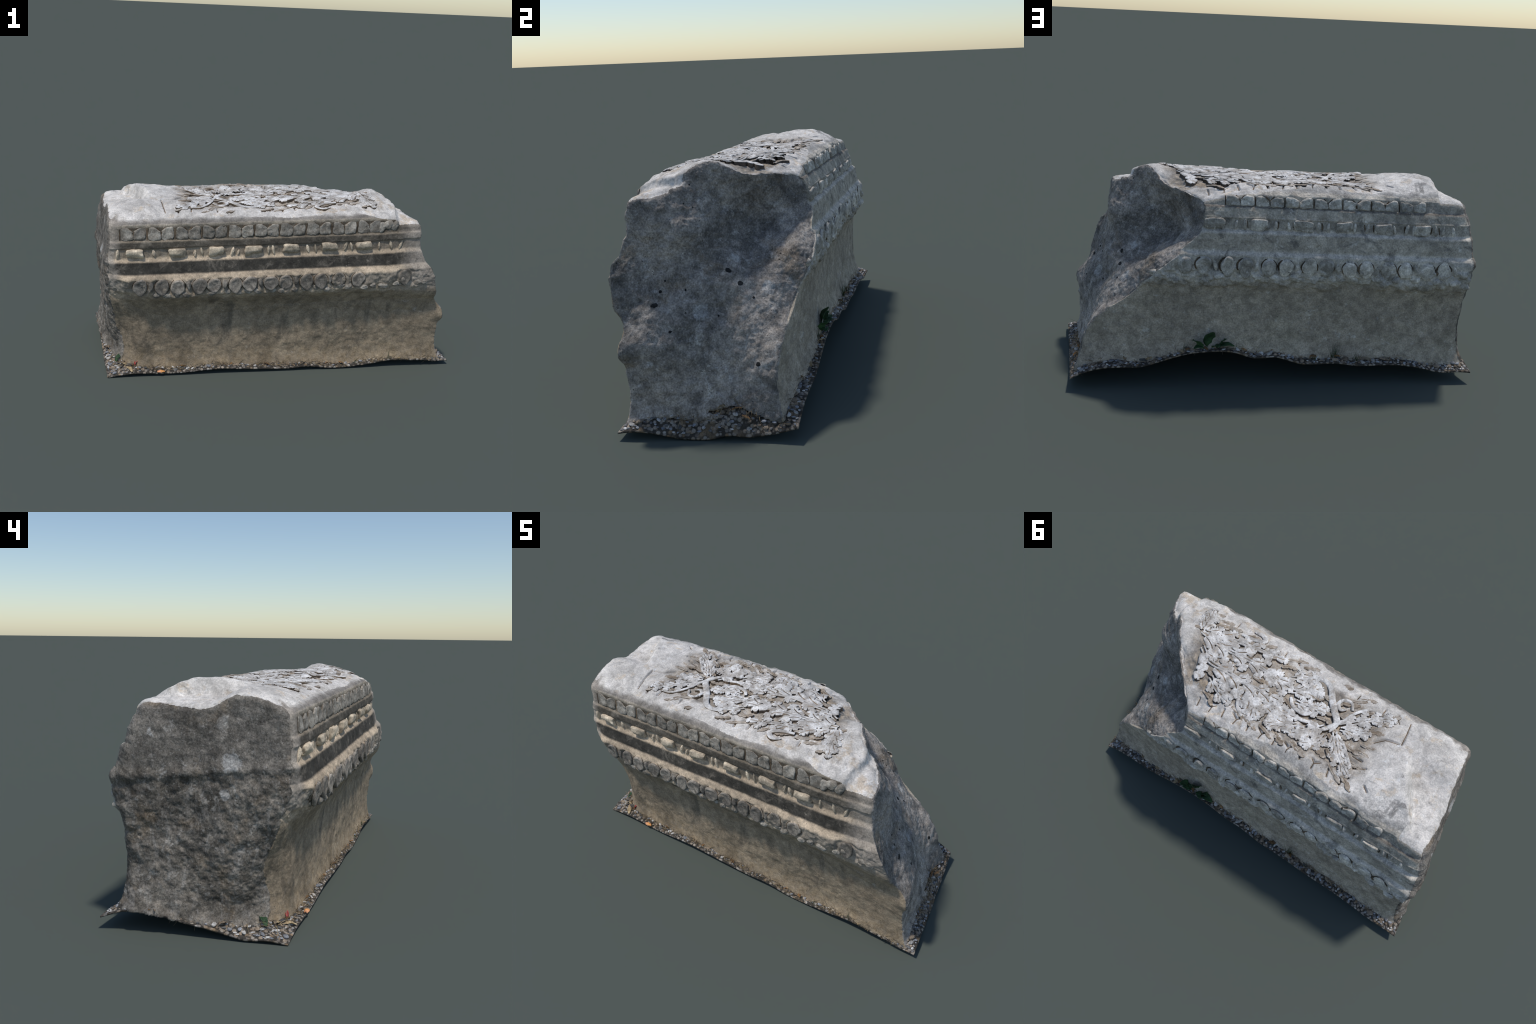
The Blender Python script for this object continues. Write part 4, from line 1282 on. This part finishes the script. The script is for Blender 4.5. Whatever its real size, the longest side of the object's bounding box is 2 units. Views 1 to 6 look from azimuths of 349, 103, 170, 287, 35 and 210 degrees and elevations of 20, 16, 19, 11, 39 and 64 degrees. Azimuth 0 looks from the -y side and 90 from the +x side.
def leaf_mesh(name, mat, length, width, cup, seed):
    r_ = random.Random(seed)
    nu, nv = 14, 7
    top, bot = [], []
    for i in range(nu):
        u = i / (nu - 1)
        w = width * (math.sin(math.pi * min(1, 0.06 + 0.9 * u ** 0.85)) ** 0.75)
        for j in range(nv):
            v = -1 + 2 * j / (nv - 1)
            z = cup * (abs(v) ** 1.5) * w + 0.10 * length * math.sin(math.pi * u) - 0.12 * length * u * u + 0.002 * math.sin(14 * u + 4 * abs(v))
            top.append((u * length, v * w, z))
            bot.append((u * length, v * w, z - 0.0014))
    vs = top + bot
    f = grid_faces(nu, nv)
    n = nu * nv
    fs = [tuple(reversed(q)) for q in f] + [tuple(i + n for i in q) for q in f]
    ring = [i * nv for i in range(nu)] + [(nu - 1) * nv + j for j in range(1, nv)] + [i * nv + nv - 1 for i in range(nu - 2, -1, -1)] + [j for j in range(nv - 2, 0, -1)]
    fs += [(a, b, b + n, a + n) for a, b in zip(ring, ring[1:] + ring[:1])]
    return mesh_of(name, vs, fs, mat)

def weeds():
    """the broad-leaved weed behind the block, a few grass tufts, one dark leaf, and two scraps of litter"""
    wd = bpy.data.objects.new("weed", None)
    bpy.context.collection.objects.link(wd)
    wd.parent = root
    r_ = random.Random(9)
    def put(mesh, name, parent, p, yaw, pitch, roll=0.0):
        ob = link(name, mesh, parent)
        ob.matrix_world = Matrix.Translation(p) @ Matrix.Rotation(yaw, 4, "Z") @ Matrix.Rotation(-pitch, 4, "Y") @ Matrix.Rotation(roll, 4, "X")
    gz = lambda x, y: float(SOIL(np.array([x]), np.array([y]))[0])
    for k, (x, y, yaw, pitch, ln, wdt) in enumerate([(0.275, 0.315, 1.9, 1.35, 0.095, 0.030), (0.320, 0.320, 0.8, 1.0, 0.075, 0.026), (0.225, 0.318, 2.6, 1.1, 0.055, 0.018),
                                                     (0.300, 0.325, 0.4, 0.35, 0.055, 0.018), (0.245, 0.328, 3.0, 0.25, 0.085, 0.020), (0.262, 0.322, 2.3, 0.5, 0.055, 0.016)]):
        put(leaf_mesh("weed_leaf", M_GREEN, ln, wdt, 0.25, k), "weed_leaf", wd, (x, y, gz(x, y) + 0.006), yaw, pitch)
    vs, fs = [], []
    for (x, y, n, ln) in ((-0.32, 0.345, 16, 0.075), (-0.42, 0.352, 10, 0.04), (0.39, 0.318, 5, 0.055), (0.14, 0.330, 3, 0.05), (0.66, -0.335, 3, 0.075), (0.46, -0.325, 4, 0.035), (-0.22, 0.35, 6, 0.03)):
        for k in range(n):
            a = r_.uniform(0, 6.28)
            px, py = x + r_.uniform(-0.014, 0.014), y + r_.uniform(-0.008, 0.008)
            blade(vs, fs, (px, py, gz(px, py)), (0.25 * math.cos(a), 0.2 * math.sin(a), 1), ln * r_.uniform(0.6, 1.1), 0.0014, 0.05, r_)
    ob = link("grass_tuft", mesh_of("grass_tuft", vs, fs, M_GRASS), root)
    ob["kind"] = "stuff"
    put(leaf_mesh("fallen_leaf", M_GREEN, 0.075, 0.013, 0.4, 31), "fallen_leaf", BED, (-0.865, -0.205, gz(-0.865, -0.205) + 0.012), 0.75, 0.55)
    put(leaf_mesh("fallen_leaf", M_STRAW, 0.085, 0.011, 0.3, 33), "fallen_leaf", BED, (-0.775, -0.302, gz(-0.775, -0.302) + 0.008), 2.1, 0.08)
    spots = foot_line()
    for k in range(46):
        x, y, _ = r_.choice(spots)
        x += r_.uniform(-0.015, 0.015)
        y += r_.uniform(-0.010, 0.010)
        put(leaf_mesh("fallen_leaf", r_.choice((M_STRAW, M_TWIG, M_DEAD)), r_.uniform(0.022, 0.040), r_.uniform(0.005, 0.009), r_.uniform(-0.5, 0.5), 100 + k), "fallen_leaf", BED,
            (x, y, gz(x, y) + 0.010), r_.uniform(0, 6.28), r_.uniform(-0.1, 0.4), r_.uniform(-0.4, 0.4))
    put(leaf_mesh("litter_scrap", M_RED, 0.060, 0.008, 0.5, 32), "litter_scrap", BED, (-0.765, -0.262, gz(-0.765, -0.262) + 0.006), 0.7, 0.75)
    put(leaf_mesh("litter_scrap", M_ORANGE, 0.042, 0.012, -0.5, 34), "litter_scrap", BED, (-0.645, -0.305, gz(-0.645, -0.305) + 0.010), 0.0, 0.05)

weeds()
